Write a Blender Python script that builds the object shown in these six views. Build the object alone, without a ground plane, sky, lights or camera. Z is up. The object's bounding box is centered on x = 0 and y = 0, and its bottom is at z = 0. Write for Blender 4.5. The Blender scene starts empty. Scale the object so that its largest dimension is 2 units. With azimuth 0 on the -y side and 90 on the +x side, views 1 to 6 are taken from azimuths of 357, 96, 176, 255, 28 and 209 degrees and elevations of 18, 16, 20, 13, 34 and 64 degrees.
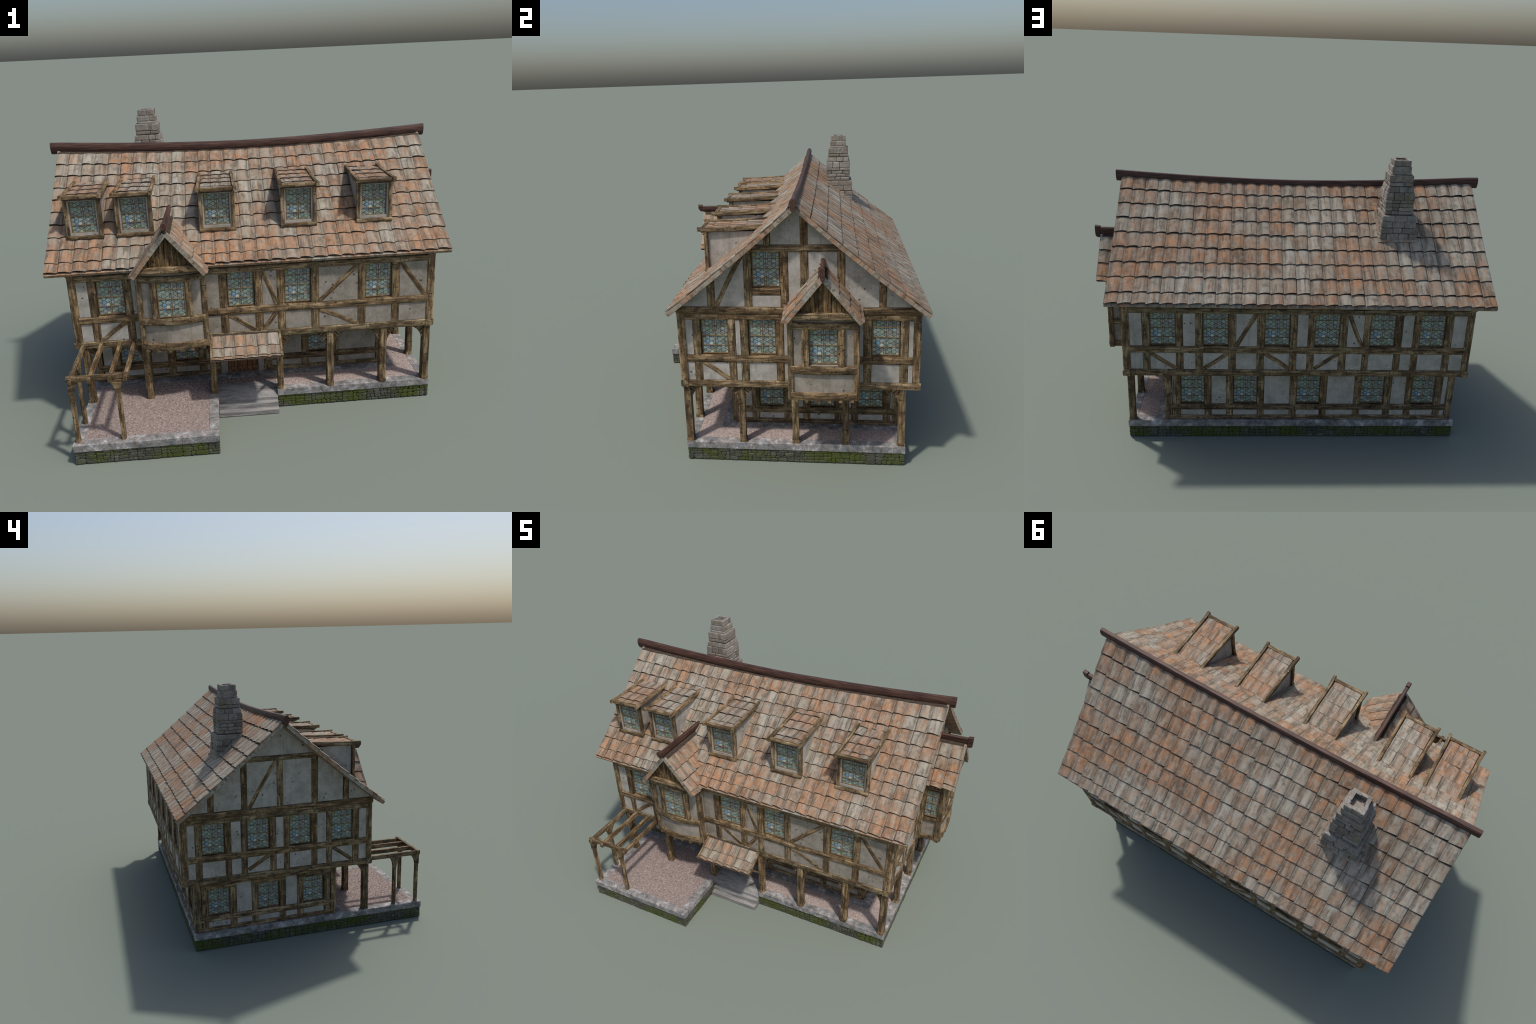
import bpy, math, random
from mathutils import Vector, Matrix, noise as mnoise

rng = random.Random(11)
V = Vector
WORLD = {}

# ------------------------------------------------------------------ objects
def link(o, parent=None, M=None):
    bpy.context.scene.collection.objects.link(o)
    M = M or Matrix.Identity(4)
    if parent is not None:
        o.parent = parent
        o.matrix_basis = WORLD[parent.name].inverted() @ M
    else:
        o.matrix_basis = M
    WORLD[o.name] = M
    return o

def mesh_of(name, verts, faces, mats=(), fmat=None, smooth=None):
    me = bpy.data.meshes.new(name)
    me.from_pydata([tuple(v) for v in verts], [], faces)
    for m in mats:
        me.materials.append(m)
    if fmat:
        me.polygons.foreach_set("material_index", fmat)
    if smooth is not None:
        me.shade_smooth()
        me.set_sharp_from_angle(angle=math.radians(smooth))
    me.update()
    return me

def add(name, verts, faces, parent, mats, M=None, fmat=None, smooth=None, stuff=False):
    o = bpy.data.objects.new(name, mesh_of(name, verts, faces, mats, fmat, smooth))
    if stuff:
        o["kind"] = "stuff"
    return link(o, parent, M)

class Soup:
    """collects many small solids into one mesh"""
    def __init__(s):
        s.v, s.f, s.m = [], [], []
    def put(s, verts, faces, mi=0):
        b = len(s.v)
        s.v += [V(p) for p in verts]
        s.f += [tuple(b + i for i in f) for f in faces]
        s.m += list(mi) if isinstance(mi, (list, tuple)) else [mi] * len(faces)
    def done(s, name, parent, mats, stuff=False, M=None, smooth=None):
        vs = s.v
        if M is not None:
            inv = M.inverted()
            vs = [inv @ p for p in vs]
        return add(name, vs, s.f, parent, mats, M, s.m, smooth, stuff)

BOX_F = [(0, 3, 2, 1), (4, 5, 6, 7), (0, 1, 5, 4), (1, 2, 6, 5), (2, 3, 7, 6), (3, 0, 4, 7)]
def box_v(a, b):
    (x0, y0, z0), (x1, y1, z1) = a, b
    return [V(p) for p in ((x0, y0, z0), (x1, y0, z0), (x1, y1, z0), (x0, y1, z0),
                           (x0, y0, z1), (x1, y0, z1), (x1, y1, z1), (x0, y1, z1))]

def frame(o, x, z):
    """matrix with origin o, local x along x, local z towards z"""
    x = V(x).normalized()
    z = V(z)
    z = (z - x * z.dot(x)).normalized()
    y = z.cross(x)
    return Matrix(((x.x, y.x, z.x, o[0]), (x.y, y.y, z.y, o[1]), (x.z, y.z, z.z, o[2]), (0, 0, 0, 1)))

def prism(poly, depth, back):
    """outward-facing solid from polygon in xy extruded z from -back to depth"""
    n = len(poly)
    area = sum(poly[i][0] * poly[(i + 1) % n][1] - poly[(i + 1) % n][0] * poly[i][1] for i in range(n))
    if area < 0:
        poly = poly[::-1]
    vs = [V((p[0], p[1], -back)) for p in poly] + [V((p[0], p[1], depth)) for p in poly]
    fs = [tuple(range(n - 1, -1, -1)), tuple(range(n, 2 * n))]
    fs += [(i, (i + 1) % n, n + (i + 1) % n, n + i) for i in range(n)]
    return vs, fs

def clip(poly, nx, ny, c):
    """keep nx*x+ny*y<=c"""
    out = []
    for i in range(len(poly)):
        p, q = poly[i], poly[(i + 1) % len(poly)]
        a, b = nx * p[0] + ny * p[1] - c, nx * q[0] + ny * q[1] - c
        if a <= 0:
            out.append(p)
        if (a < 0 < b) or (b < 0 < a):
            t = a / (a - b)
            out.append((p[0] + (q[0] - p[0]) * t, p[1] + (q[1] - p[1]) * t))
    return out

def area_of(poly):
    n = len(poly)
    return abs(sum(poly[i][0] * poly[(i + 1) % n][1] - poly[(i + 1) % n][0] * poly[i][1] for i in range(n))) / 2

# ------------------------------------------------------------------ materials
class NT:
    def __init__(s, name):
        s.mat = bpy.data.materials.new(name)
        s.mat.use_nodes = True
        s.t = s.mat.node_tree
        s.b = s.t.nodes["Principled BSDF"]
    def n(s, kind, **kw):
        x = s.t.nodes.new("ShaderNode" + kind)
        for k, v in kw.items():
            setattr(x, k, v)
        return x
    def put(s, sock, val):
        if isinstance(val, bpy.types.NodeSocket):
            s.t.links.new(val, sock)
        elif val is not None:
            if isinstance(val, (tuple, list)) and len(val) == 3 and sock.type == "RGBA":
                val = (*val, 1)
            sock.default_value = val
    def math(s, op, a, b=None, c=None, clamp=False):
        x = s.n("Math", operation=op, use_clamp=clamp)
        for i, v in enumerate((a, b, c)):
            s.put(x.inputs[i], v)
        return x.outputs[0]
    def vmath(s, op, a, b):
        x = s.n("VectorMath", operation=op)
        s.put(x.inputs[0], a)
        s.put(x.inputs[1], b)
        return x.outputs[0]
    def scale(s, vec, sc):
        return s.vmath("MULTIPLY", vec, sc)
    def noise(s, vec, scale, detail=3.0, rough=0.55, dist=0.0):
        x = s.n("TexNoise")
        s.put(x.inputs["Vector"], vec)
        x.inputs["Scale"].default_value = scale
        x.inputs["Detail"].default_value = detail
        x.inputs["Roughness"].default_value = rough
        x.inputs["Distortion"].default_value = dist
        return x.outputs["Fac"]
    def voro(s, vec, scale, out="Distance"):
        x = s.n("TexVoronoi")
        s.put(x.inputs["Vector"], vec)
        x.inputs["Scale"].default_value = scale
        return x.outputs[out]
    def ramp(s, fac, stops):
        x = s.n("ValToRGB")
        s.put(x.inputs[0], fac)
        e = x.color_ramp.elements
        while len(e) < len(stops):
            e.new(0.5)
        for el, (p, c) in zip(e, stops):
            el.position = p
            el.color = (c, c, c, 1) if isinstance(c, (int, float)) else (*c, 1)
        return x.outputs[0]
    def mix(s, fac, a, b, mode="MIX"):
        x = s.n("Mix", data_type="RGBA", blend_type=mode)
        s.put(x.inputs[0], fac)
        s.put(x.inputs[6], a)
        s.put(x.inputs[7], b)
        return x.outputs[2]
    def obj(s):
        return s.n("TexCoord").outputs["Object"]
    def pos(s):
        return s.n("NewGeometry").outputs["Position"]
    def rand(s, island=True):
        r = s.math("MULTIPLY", s.n("ObjectInfo").outputs["Random"], 7.31)
        if island:
            r = s.math("ADD", r, s.math("MULTIPLY", s.n("NewGeometry").outputs["Random Per Island"], 3.77))
        return s.math("FRACT", r)
    def offset(s, vec, r, k=40.0):
        c = s.n("CombineXYZ")
        for i, m in enumerate((1.0, 0.73, 1.31)):
            s.put(c.inputs[i], s.math("MULTIPLY", r, k * m))
        return s.vmath("ADD", vec, c.outputs[0])
    def out(s, color, rough=0.85, bump=None, strength=0.4, dist=0.002, spec=0.25):
        s.put(s.b.inputs["Base Color"], color)
        s.put(s.b.inputs["Roughness"], rough)
        s.b.inputs["Specular IOR Level"].default_value = spec
        if bump is not None:
            x = s.n("Bump")
            x.inputs["Strength"].default_value = strength
            x.inputs["Distance"].default_value = dist
            s.put(x.inputs["Height"], bump)
            s.put(s.b.inputs["Normal"], x.outputs[0])
        return s.mat

def wood_mat(name, dark, mid, light, gain=1.0):
    t = NT(name)
    r = t.rand(False)
    c = t.offset(t.obj(), r)
    grain = t.noise(t.scale(c, (8, 150, 150)), 1.0, 5, 0.65, 0.8)
    broad = t.noise(t.scale(c, (11, 62, 62)), 1.0, 3, 0.6, 0.4)
    patch = t.noise(t.scale(c, (20, 26, 26)), 1.0, 3, 0.55)
    cross = t.noise(t.scale(c, (190, 34, 34)), 1.0, 3, 0.6, 0.7)
    knots = t.voro(t.scale(c, (26, 46, 46)), 1.0)
    f = t.math("ADD", t.math("MULTIPLY", grain, 0.5), t.math("MULTIPLY", broad, 0.5))
    col = t.ramp(f, [(0.37, dark), (0.49, mid), (0.63, light)])
    col = t.mix(t.ramp(patch, [(0.47, 0.0), (0.66, 0.80)]), col, tuple(0.36 * x for x in mid))
    col = t.mix(t.ramp(cross, [(0.60, 0.0), (0.66, 0.85)]), col, tuple(0.55 * x for x in dark))
    col = t.mix(t.ramp(knots, [(0.10, 0.85), (0.20, 0.0)]), col, tuple(0.6 * x for x in dark))
    tint = t.ramp(r, [(0.0, (0.72, 0.69, 0.66)), (0.3, (1.05, 0.98, 0.88)), (0.6, (0.90, 0.92, 0.90)), (0.8, (1.18, 1.16, 1.12)), (1.0, (0.95, 0.85, 0.75))])
    col = t.mix(1.0, col, tint, "MULTIPLY")
    return t.out(col, 0.75, f, 0.6, 0.003)

def plaster_mat(name, base, dirt, spots=0.5):
    t = NT(name)
    p = t.pos()
    big = t.noise(p, 15.0, 5, 0.66)
    fine = t.noise(p, 90.0, 3, 0.6)
    streak = t.noise(t.scale(p, (70, 70, 6)), 1.0, 3, 0.5)
    col = t.mix(t.ramp(big, [(0.40, 0.0), (0.64, 0.9)]), base, dirt)
    col = t.mix(t.ramp(streak, [(0.54, 0.0), (0.75, 0.45)]), col, tuple(0.72 * x for x in dirt))
    col = t.mix(t.ramp(fine, [(0.35, 0.22), (0.65, 0.0)]), col, tuple(0.6 * x for x in dirt))
    wob = t.noise(p, 60.0, 2)
    v = t.math("ADD", t.voro(p, 36.0), t.math("MULTIPLY_ADD", wob, 0.55, -0.20))
    gate = t.noise(p, 13.0, 1)
    hole = t.math("MULTIPLY", t.ramp(v, [(0.14, 1.0), (0.26, 0.0)]), t.ramp(gate, [(0.47, 0.0), (0.53, spots)]))
    col = t.mix(hole, col, (0.045, 0.032, 0.03))
    return t.out(col, 0.92, fine, 0.25, 0.0015)

def tile_mat(name, side):
    """side: +1 side shading painted on the right of each tile, -1 on the left, 0 none"""
    t = NT(name)
    r = t.rand()
    p = t.pos()
    o = t.obj()
    low = t.noise(p, 3.3, 1.5, 0.5)
    key = t.math("ADD", t.math("MULTIPLY", r, 0.52), t.math("MULTIPLY_ADD", low, 2.4, -0.86), None)
    body = t.ramp(key, [(0.00, (0.190, 0.110, 0.066)), (0.16, (0.305, 0.172, 0.095)), (0.36, (0.410, 0.215, 0.113)),
                        (0.50, (0.310, 0.195, 0.125)), (0.64, (0.300, 0.222, 0.162)), (0.82, (0.320, 0.288, 0.228)), (1.0, (0.385, 0.365, 0.305))])
    c = t.offset(o, r)
    st = t.noise(t.scale(c, (70, 13, 30)), 1.0, 4, 0.65, 0.5)
    st2 = t.noise(t.scale(c, (50, 9, 30)), 1.0, 3, 0.6, 0.3)
    st3 = t.noise(t.scale(c, (52, 8, 30)), 1.0, 3, 0.58)
    blot = t.noise(t.scale(c, (34, 24, 30)), 1.0, 3, 0.6)
    col = t.mix(t.ramp(blot, [(0.50, 0.0), (0.62, 0.80)]), body, (0.325, 0.30, 0.245))
    col = t.mix(t.ramp(st, [(0.51, 0.0), (0.65, 0.62)]), col, (0.325, 0.30, 0.245))
    col = t.mix(t.ramp(st2, [(0.53, 0.0), (0.68, 0.65)]), col, (0.40, 0.203, 0.108))
    col = t.mix(t.ramp(st3, [(0.49, 0.0), (0.66, 0.80)]), col, (0.118, 0.090, 0.064))
    if side:
        x = t.n("SeparateXYZ")
        t.put(x.inputs[0], o)
        u = t.math("FRACT", t.math("ADD", t.math("DIVIDE", x.outputs[0], CW), 5.0))
        if side < 0:
            u = t.math("SUBTRACT", 1.0, u)
        u = t.math("ADD", u, t.math("MULTIPLY_ADD", blot, 0.16, -0.08))
        band = t.ramp(u, [(0.02, 0.5), (0.10, 0.0), (0.62, 0.0), (0.80, 0.75), (0.88, 0.85), (0.92, 0.1), (0.97, 0.75)])
        col = t.mix(t.math("MULTIPLY", band, t.ramp(st2, [(0.36, 0.85), (0.66, 0.25)])), col, (0.105, 0.078, 0.057))
        hi = t.ramp(u, [(0.10, 0.0), (0.30, 0.45), (0.55, 0.0)])  # highlight along the tile's crown, lightened in the base colour
        col = t.mix(t.math("MULTIPLY", hi, t.ramp(st, [(0.35, 0.9), (0.6, 0.1)])), col, t.mix(0.5, body, (0.46, 0.24, 0.14)))
    sm = t.noise(c, 30.0, 3, 0.6)
    col = t.mix(t.ramp(sm, [(0.52, 0.0), (0.72, 0.62)]), col, (0.105, 0.08, 0.058))
    li = t.noise(c, 330.0, 2, 0.6)
    lg = t.noise(c, 42.0, 2, 0.5)
    col = t.mix(t.math("MULTIPLY", t.ramp(li, [(0.55, 0.0), (0.64, 0.55)]), t.ramp(lg, [(0.48, 0.0), (0.62, 1.0)])), col, (0.50, 0.485, 0.41))
    sp = t.noise(c, 260.0, 2, 0.6)
    col = t.mix(t.ramp(sp, [(0.30, 0.45), (0.42, 0.0)]), col, (0.09, 0.067, 0.05))
    return t.out(col, 0.9, t.math("ADD", t.math("MULTIPLY", sp, 0.3), st), 0.45, 0.002)

def stone_mat(name, cols, moss=None, moss_at=(0.5, 0.62), grain=170.0):
    t = NT(name)
    r = t.rand()
    p = t.pos()
    c = t.offset(p, r, 9.0)
    col = t.ramp(r, [(i / (len(cols) - 1), k) for i, k in enumerate(cols)])
    b = t.noise(c, 34.0, 4, 0.6)
    g = t.noise(c, grain, 3, 0.6)
    col = t.mix(t.ramp(b, [(0.42, 0.0), (0.70, 0.55)]), col, tuple(0.55 * x for x in cols[0]))
    col = t.mix(t.ramp(g, [(0.32, 0.5), (0.55, 0.0)]), col, tuple(0.35 * x for x in cols[0]))
    col = t.mix(t.ramp(g, [(0.58, 0.0), (0.75, 0.35)]), col, tuple(min(1, 1.6 * x) for x in cols[-1]))
    if moss:
        m = t.math("ADD", t.math("MULTIPLY", t.noise(p, 7.5, 2, 0.5), 0.66), t.math("MULTIPLY", t.noise(p, 60.0, 4, 0.65), 0.34))
        mc = t.mix(t.noise(p, 120.0, 3, 0.6), tuple(0.55 * x for x in moss), tuple(1.35 * x for x in moss))
        col = t.mix(t.ramp(m, [(moss_at[0], 0.0), (moss_at[1], 0.95)]), col, mc)
    return t.out(col, 0.9, g, 0.5, 0.003)

def slab_mat():
    t = NT("weathered_kerb_stone")
    p = t.pos()
    a, b, g = t.noise(p, 21.0, 6, 0.70), t.noise(p, 33.0, 5, 0.66), t.noise(p, 190.0, 3, 0.6)
    col = t.ramp(a, [(0.36, (0.105, 0.104, 0.102)), (0.45, (0.205, 0.197, 0.188)), (0.55, (0.335, 0.300, 0.282)), (0.63, (0.54, 0.54, 0.555))])
    col = t.mix(t.ramp(b, [(0.50, 0.0), (0.64, 0.8)]), col, (0.215, 0.24, 0.25))
    col = t.mix(t.ramp(g, [(0.32, 0.5), (0.52, 0.0)]), col, (0.11, 0.105, 0.10))
    col = t.mix(t.ramp(g, [(0.64, 0.0), (0.76, 0.5)]), col, (0.55, 0.55, 0.56))
    return t.out(col, 0.9, g, 0.7, 0.003)

def step_mat():
    t = NT("worn_step_stone")
    p = t.pos()
    a = t.noise(t.scale(p, (9, 60, 60)), 1.0, 4, 0.6, 0.4)
    g = t.noise(p, 230.0, 3, 0.6)
    b = t.noise(p, 30.0, 3, 0.6)
    col = t.ramp(a, [(0.32, (0.13, 0.125, 0.12)), (0.5, (0.25, 0.24, 0.23)), (0.68, (0.37, 0.345, 0.325))])
    col = t.mix(t.ramp(b, [(0.56, 0.0), (0.72, 0.6)]), col, (0.25, 0.28, 0.28))
    col = t.mix(t.ramp(g, [(0.34, 0.45), (0.52, 0.0)]), col, (0.10, 0.10, 0.095))
    return t.out(col, 0.9, g, 0.4, 0.002)

def gravel_mat():
    t = NT("pink_gravel")
    p = t.pos()
    r = t.rand()
    g, h = t.noise(p, 190.0, 3, 0.65), t.noise(p, 85.0, 3, 0.6)
    f = t.math("ADD", t.math("MULTIPLY", g, 0.5), t.math("ADD", t.math("MULTIPLY", h, 0.2), t.math("MULTIPLY", r, 0.28)))
    col = t.ramp(f, [(0.32, (0.09, 0.068, 0.062)), (0.44, (0.245, 0.19, 0.17)), (0.56, (0.385, 0.31, 0.28)), (0.72, (0.62, 0.53, 0.49))])
    return t.out(col, 0.9, g, 0.6, 0.004)

def flat_mat(name, c, rough=0.8, spec=0.25, var=0.25, scale=160.0):
    t = NT(name)
    p = t.noise(t.obj(), scale, 3, 0.6)
    col = t.mix(t.ramp(p, [(0.35, 0.0), (0.65, 1.0)]), tuple(x * (1 - var) for x in c), tuple(min(1, x * (1 + var)) for x in c))
    return t.out(col, rough, spec=spec)

def ridge_mat():
    t = NT("dark_ridge_timber")
    c = t.offset(t.obj(), t.rand(False))
    g = t.noise(t.scale(c, (9, 150, 150)), 1.0, 4, 0.6, 0.5)
    col = t.ramp(g, [(0.35, (0.030, 0.015, 0.011)), (0.52, (0.074, 0.034, 0.024)), (0.68, (0.125, 0.064, 0.045))])
    return t.out(col, 0.55, g, 0.4, 0.002, spec=0.35)

def door_mat():
    t = NT("red_brown_door_wood")
    c = t.obj()
    g = t.noise(t.scale(c, (150, 150, 9)), 1.0, 4, 0.6, 0.5)
    col = t.ramp(g, [(0.34, (0.05, 0.022, 0.012)), (0.52, (0.17, 0.078, 0.038)), (0.68, (0.27, 0.14, 0.075))])
    return t.out(col, 0.7, g, 0.4, 0.002)

OAK = wood_mat("weathered_oak", (0.036, 0.024, 0.013), (0.168, 0.114, 0.061), (0.41, 0.315, 0.195))
PLANK = wood_mat("gable_plank_wood", (0.034, 0.022, 0.012), (0.135, 0.085, 0.040), (0.33, 0.23, 0.12))
CLEAN = plaster_mat("pale_lime_plaster", (0.465, 0.430, 0.388), (0.300, 0.280, 0.240), 0.85)
GREY = plaster_mat("stained_grey_plaster", (0.350, 0.305, 0.258), (0.215, 0.190, 0.148), 0.9)
CW = .06353     # nominal roof tile width; tile materials count columns in this unit
TILE, TILE_BACK, TILE_EDGE = tile_mat("clay_roof_tile", 1), tile_mat("clay_roof_tile_mirrored", -1), tile_mat("clay_verge_tile", 0)
EDGE = flat_mat("tile_edge_painted_shadow", (0.058, 0.046, 0.036), 0.95, 0.1, 0.4)
ROOFBASE = flat_mat("roof_boarding", (0.075, 0.055, 0.042), 0.95, 0.1, 0.4)
DARK = flat_mat("dark_timber_gap", (0.030, 0.022, 0.015), 0.95, 0.1, 0.3)
LEAD = flat_mat("black_lead_came", (0.020, 0.018, 0.015), 0.5, 0.4)
PLINTH = stone_mat("mossy_plinth_stone", [(0.070, 0.070, 0.053), (0.098, 0.097, 0.078), (0.14, 0.137, 0.115)], (0.072, 0.088, 0.016), (0.43, 0.57))
MORTAR = flat_mat("dark_mortar", (0.040, 0.044, 0.022), 0.95, 0.1, 0.4)
CHIM = stone_mat("chimney_sandstone", [(0.20, 0.172, 0.14), (0.29, 0.255, 0.215), (0.36, 0.325, 0.285), (0.29, 0.28, 0.265)], (0.15, 0.135, 0.075), (0.57, 0.70))
CMORT = flat_mat("chimney_mortar", (0.060, 0.047, 0.028), 0.95, 0.1, 0.4)
SLAB, STEP, GRAVEL, RIDGE, DOORW = slab_mat(), step_mat(), gravel_mat(), ridge_mat(), door_mat()
BAR = flat_mat("brown_glazing_bar", (0.17, 0.11, 0.056), 0.7, 0.3, 0.4)

def glass(name, c):
    t = NT(name)
    n = t.noise(t.obj(), 55.0, 2)
    col = t.mix(t.ramp(n, [(0.36, 0.0), (0.64, 1.0)]), tuple(0.78 * x for x in c), tuple(min(1, 1.25 * x) for x in c))
    return t.out(col, 0.28, spec=0.45)
PANE = [glass("pane_" + n, c) for n, c in (
    ("teal", (0.240, 0.300, 0.268)), ("green", (0.255, 0.325, 0.240)), ("lilac_grey", (0.265, 0.265, 0.275)),
    ("grey_brown", (0.205, 0.205, 0.180)), ("pale", (0.42, 0.46, 0.41)), ("light_blue", (0.275, 0.330, 0.330)),
    ("blue", (0.15, 0.285, 0.42)), ("yellow", (0.27, 0.27, 0.10)), ("rose", (0.36, 0.32, 0.30)), ("lime", (0.33, 0.40, 0.26)))]

# ------------------------------------------------------------------ root
house = link(bpy.data.objects.new("timber_framed_house", None))
house["label"] = "old half-timbered inn with red tile roof and dormers"
house["category"] = "house"

# ------------------------------------------------------------------ timbers
def sweep_mesh(pts, ups, w, d, wob=1.0, lump=0.0016, taper=None, seed=0):
    """rounded-rectangle beam along pts; w across (local y), d in direction of ups"""
    prof = [(-.5, -.5), (.5, -.5), (.5, .34), (.40, .46), (.16, .5), (-.16, .5), (-.40, .46), (-.5, .34)]
    vs, fs = [], []
    n, k = len(pts), len(prof)
    for i in range(n):
        a, b = pts[max(i - 1, 0)], pts[min(i + 1, n - 1)]
        x = (b - a).normalized()
        z = (ups[i] - x * ups[i].dot(x)).normalized()
        y = z.cross(x)
        s = pts[i]
        q = V((s.x * 13 + seed, s.y * 13, s.z * 13))
        f = 1 + 0.07 * wob * mnoise.noise(q * 1.7)
        oy, oz = lump * wob * mnoise.noise(q + V((7, 3, 1))), 0.6 * lump * wob * mnoise.noise(q + V((1, 9, 4)))
        tw = taper(i / (n - 1)) if taper else 1.0
        for py, pz in prof:
            vs.append(s + y * (py * w * f * tw + oy) + z * (pz * d * tw + oz))
    for i in range(n - 1):
        for j in range(k):
            a, b = i * k + j, i * k + (j + 1) % k
            fs.append((a, b, b + k, a + k))
    fs.append(tuple(range(k - 1, -1, -1)))
    fs.append(tuple((n - 1) * k + j for j in range(k)))
    return vs, fs

def timber(name, p0, p1, w, d, up, parent, mat=None, wob=1.0, bend=None, taper=None):
    p0, p1, up = V(p0), V(p1), V(up)
    L = (p1 - p0).length
    n = max(3, int(L / 0.03) + 1)
    M = frame(p0, p1 - p0, up)
    pts, ups = [], []
    for i in range(n):
        t = i / (n - 1)
        o = bend(t) if bend else 0.0
        pts.append(V((t * L, 0, 0)) + V((0, o, 0)))
        ups.append(V((0, 0, 1)))
    vs, fs = sweep_mesh(pts, ups, w, d, wob, seed=rng.uniform(0, 90), taper=taper)
    return add(name, vs, fs, parent, [mat or OAK], M, smooth=38)

def curved(name, pts, ups, w, d, parent, mat=None, wob=1.0):
    pts = [V(p) for p in pts]
    M = frame(pts[0], pts[-1] - pts[0], ups[len(ups) // 2])
    inv = M.inverted()
    R = inv.to_3x3()
    vs, fs = sweep_mesh([inv @ p for p in pts], [R @ V(u) for u in ups], w, d, wob, seed=rng.uniform(0, 90))
    return add(name, vs, fs, parent, [mat or OAK], M, smooth=38)

class Facade:
    """u runs along the wall, v is height, d is outwards from the timber face"""
    def __init__(s, axis, plane, sign):
        s.axis, s.plane, s.sign = axis, plane, sign
        s.n = V((sign, 0, 0)) if axis == "x" else V((0, sign, 0))
    def p(s, u, v, d=0.0):
        return V((s.plane + s.sign * d, u, v)) if s.axis == "x" else V((u, s.plane + s.sign * d, v))
    def beam(s, name, a, b, w, parent, proud=0.0, th=0.026, **k):
        off = proud - th / 2
        return timber(name, s.p(*a, off), s.p(*b, off), w, th, s.n, parent, **k)
    def plate(s, soup, poly, d0, d1, mi=0):
        """solid panel from a polygon of (u,v)"""
        n = len(poly)
        vs = [s.p(*q, d0) for q in poly] + [s.p(*q, d1) for q in poly]
        fs = [tuple(range(n - 1, -1, -1)), tuple(range(n, 2 * n))] + [(i, (i + 1) % n, n + (i + 1) % n, n + i) for i in range(n)]
        nrm = (vs[n + 1] - vs[n]).cross(vs[n + 2] - vs[n + 1])
        if nrm.dot(s.n) < 0:
            fs = [f[::-1] for f in fs]
        soup.put(vs, fs, mi)

# ------------------------------------------------------------------ leaded windows (one shared mesh)
def clip_ring(W, H, tests):
    poly = [(-W / 2, 0), (W / 2, 0), (W / 2, H), (-W / 2, H)]
    for nx, ny, c in tests:
        poly = clip(poly, nx, ny, c)
        if len(poly) < 3:
            return []
    return poly

def leaded_mesh(W, H):
    S, came = 0.0172, 0.00090
    r3 = math.sqrt(3) / 2
    dirs = [(1, 0), (-0.5, r3), (-0.5, -r3)]
    cx, cy = -W / 2 + 0.0093, 0.006
    soup = Soup()
    soup.put(box_v((-W / 2, 0, -0.003), (W / 2, H, 0.0)), BOX_F, 0)
    g = random.Random(5)
    def cell(i, j, k, inset, open_right=False):
        tests = []
        for m, (q, (nx, ny)) in enumerate(zip((i, j, k), dirs)):
            lo, hi = q * S, (q + 1.0) * S
            o = nx * cx + ny * cy - 0.5 * S
            if not (open_right and m == 0):
                tests.append((nx, ny, hi + o - inset))
            tests.append((-nx, -ny, -(lo + o) - inset))
        return clip_ring(W - 0.003, H - 0.0015, tests)
    ids = [(i, j, k) for i in range(-3, 12) for j in range(-16, 16) for k in range(-16, 16) if abs(i + j + k) <= 1]
    hexes = [q for q in ids if sum(q) == 0]
    pointed = {q for q in hexes if g.random() < .55}
    swallowed = {(i + 1, j, k) for i, j, k in pointed}
    for q in ids:
        if q in swallowed:
            continue
        poly = cell(*q, came, q in pointed)
        if len(poly) < 3 or area_of(poly) < 4e-6:
            continue
        mx, my = sum(p[0] for p in poly) / len(poly), sum(p[1] for p in poly) / len(poly)
        big = area_of(poly) > 0.00010
        u, v = (mx + W / 2) / W, my / H
        if big:
            c = g.choices((0, 1, 2, 3, 5), (5, 4, 4, 3, 3) if v > 0.5 else (4, 4, 2, 2, 3))[0]
            if v < 0.5 and g.random() < 0.26:
                c = g.choice((4, 9))
        else:
            c = g.choices((0, 1, 4, 8, 3, 5), (4, 3, 3, 3, 3, 2))[0]
        if u < 0.14 and v > 0.90 and big: c = 7
        if u > 0.85 and 0.74 < v < 0.82 and big: c = 9
        if u < 0.12 and 0.19 < v < 0.28 and big: c = 7
        if 0.14 < u < 0.30 and (0.24 < v < 0.36 or 0.12 < v < 0.24) and big: c = 6
        vs, fs = prism(poly, 0.0007, 0.0005)
        soup.put(vs, fs, 1 + c)
    return mesh_of("leaded_glass", soup.v, soup.f, [LEAD] + PANE, soup.m)

GW, GH = 0.120, 0.158
GLASS_MESH = leaded_mesh(GW, GH)

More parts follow.
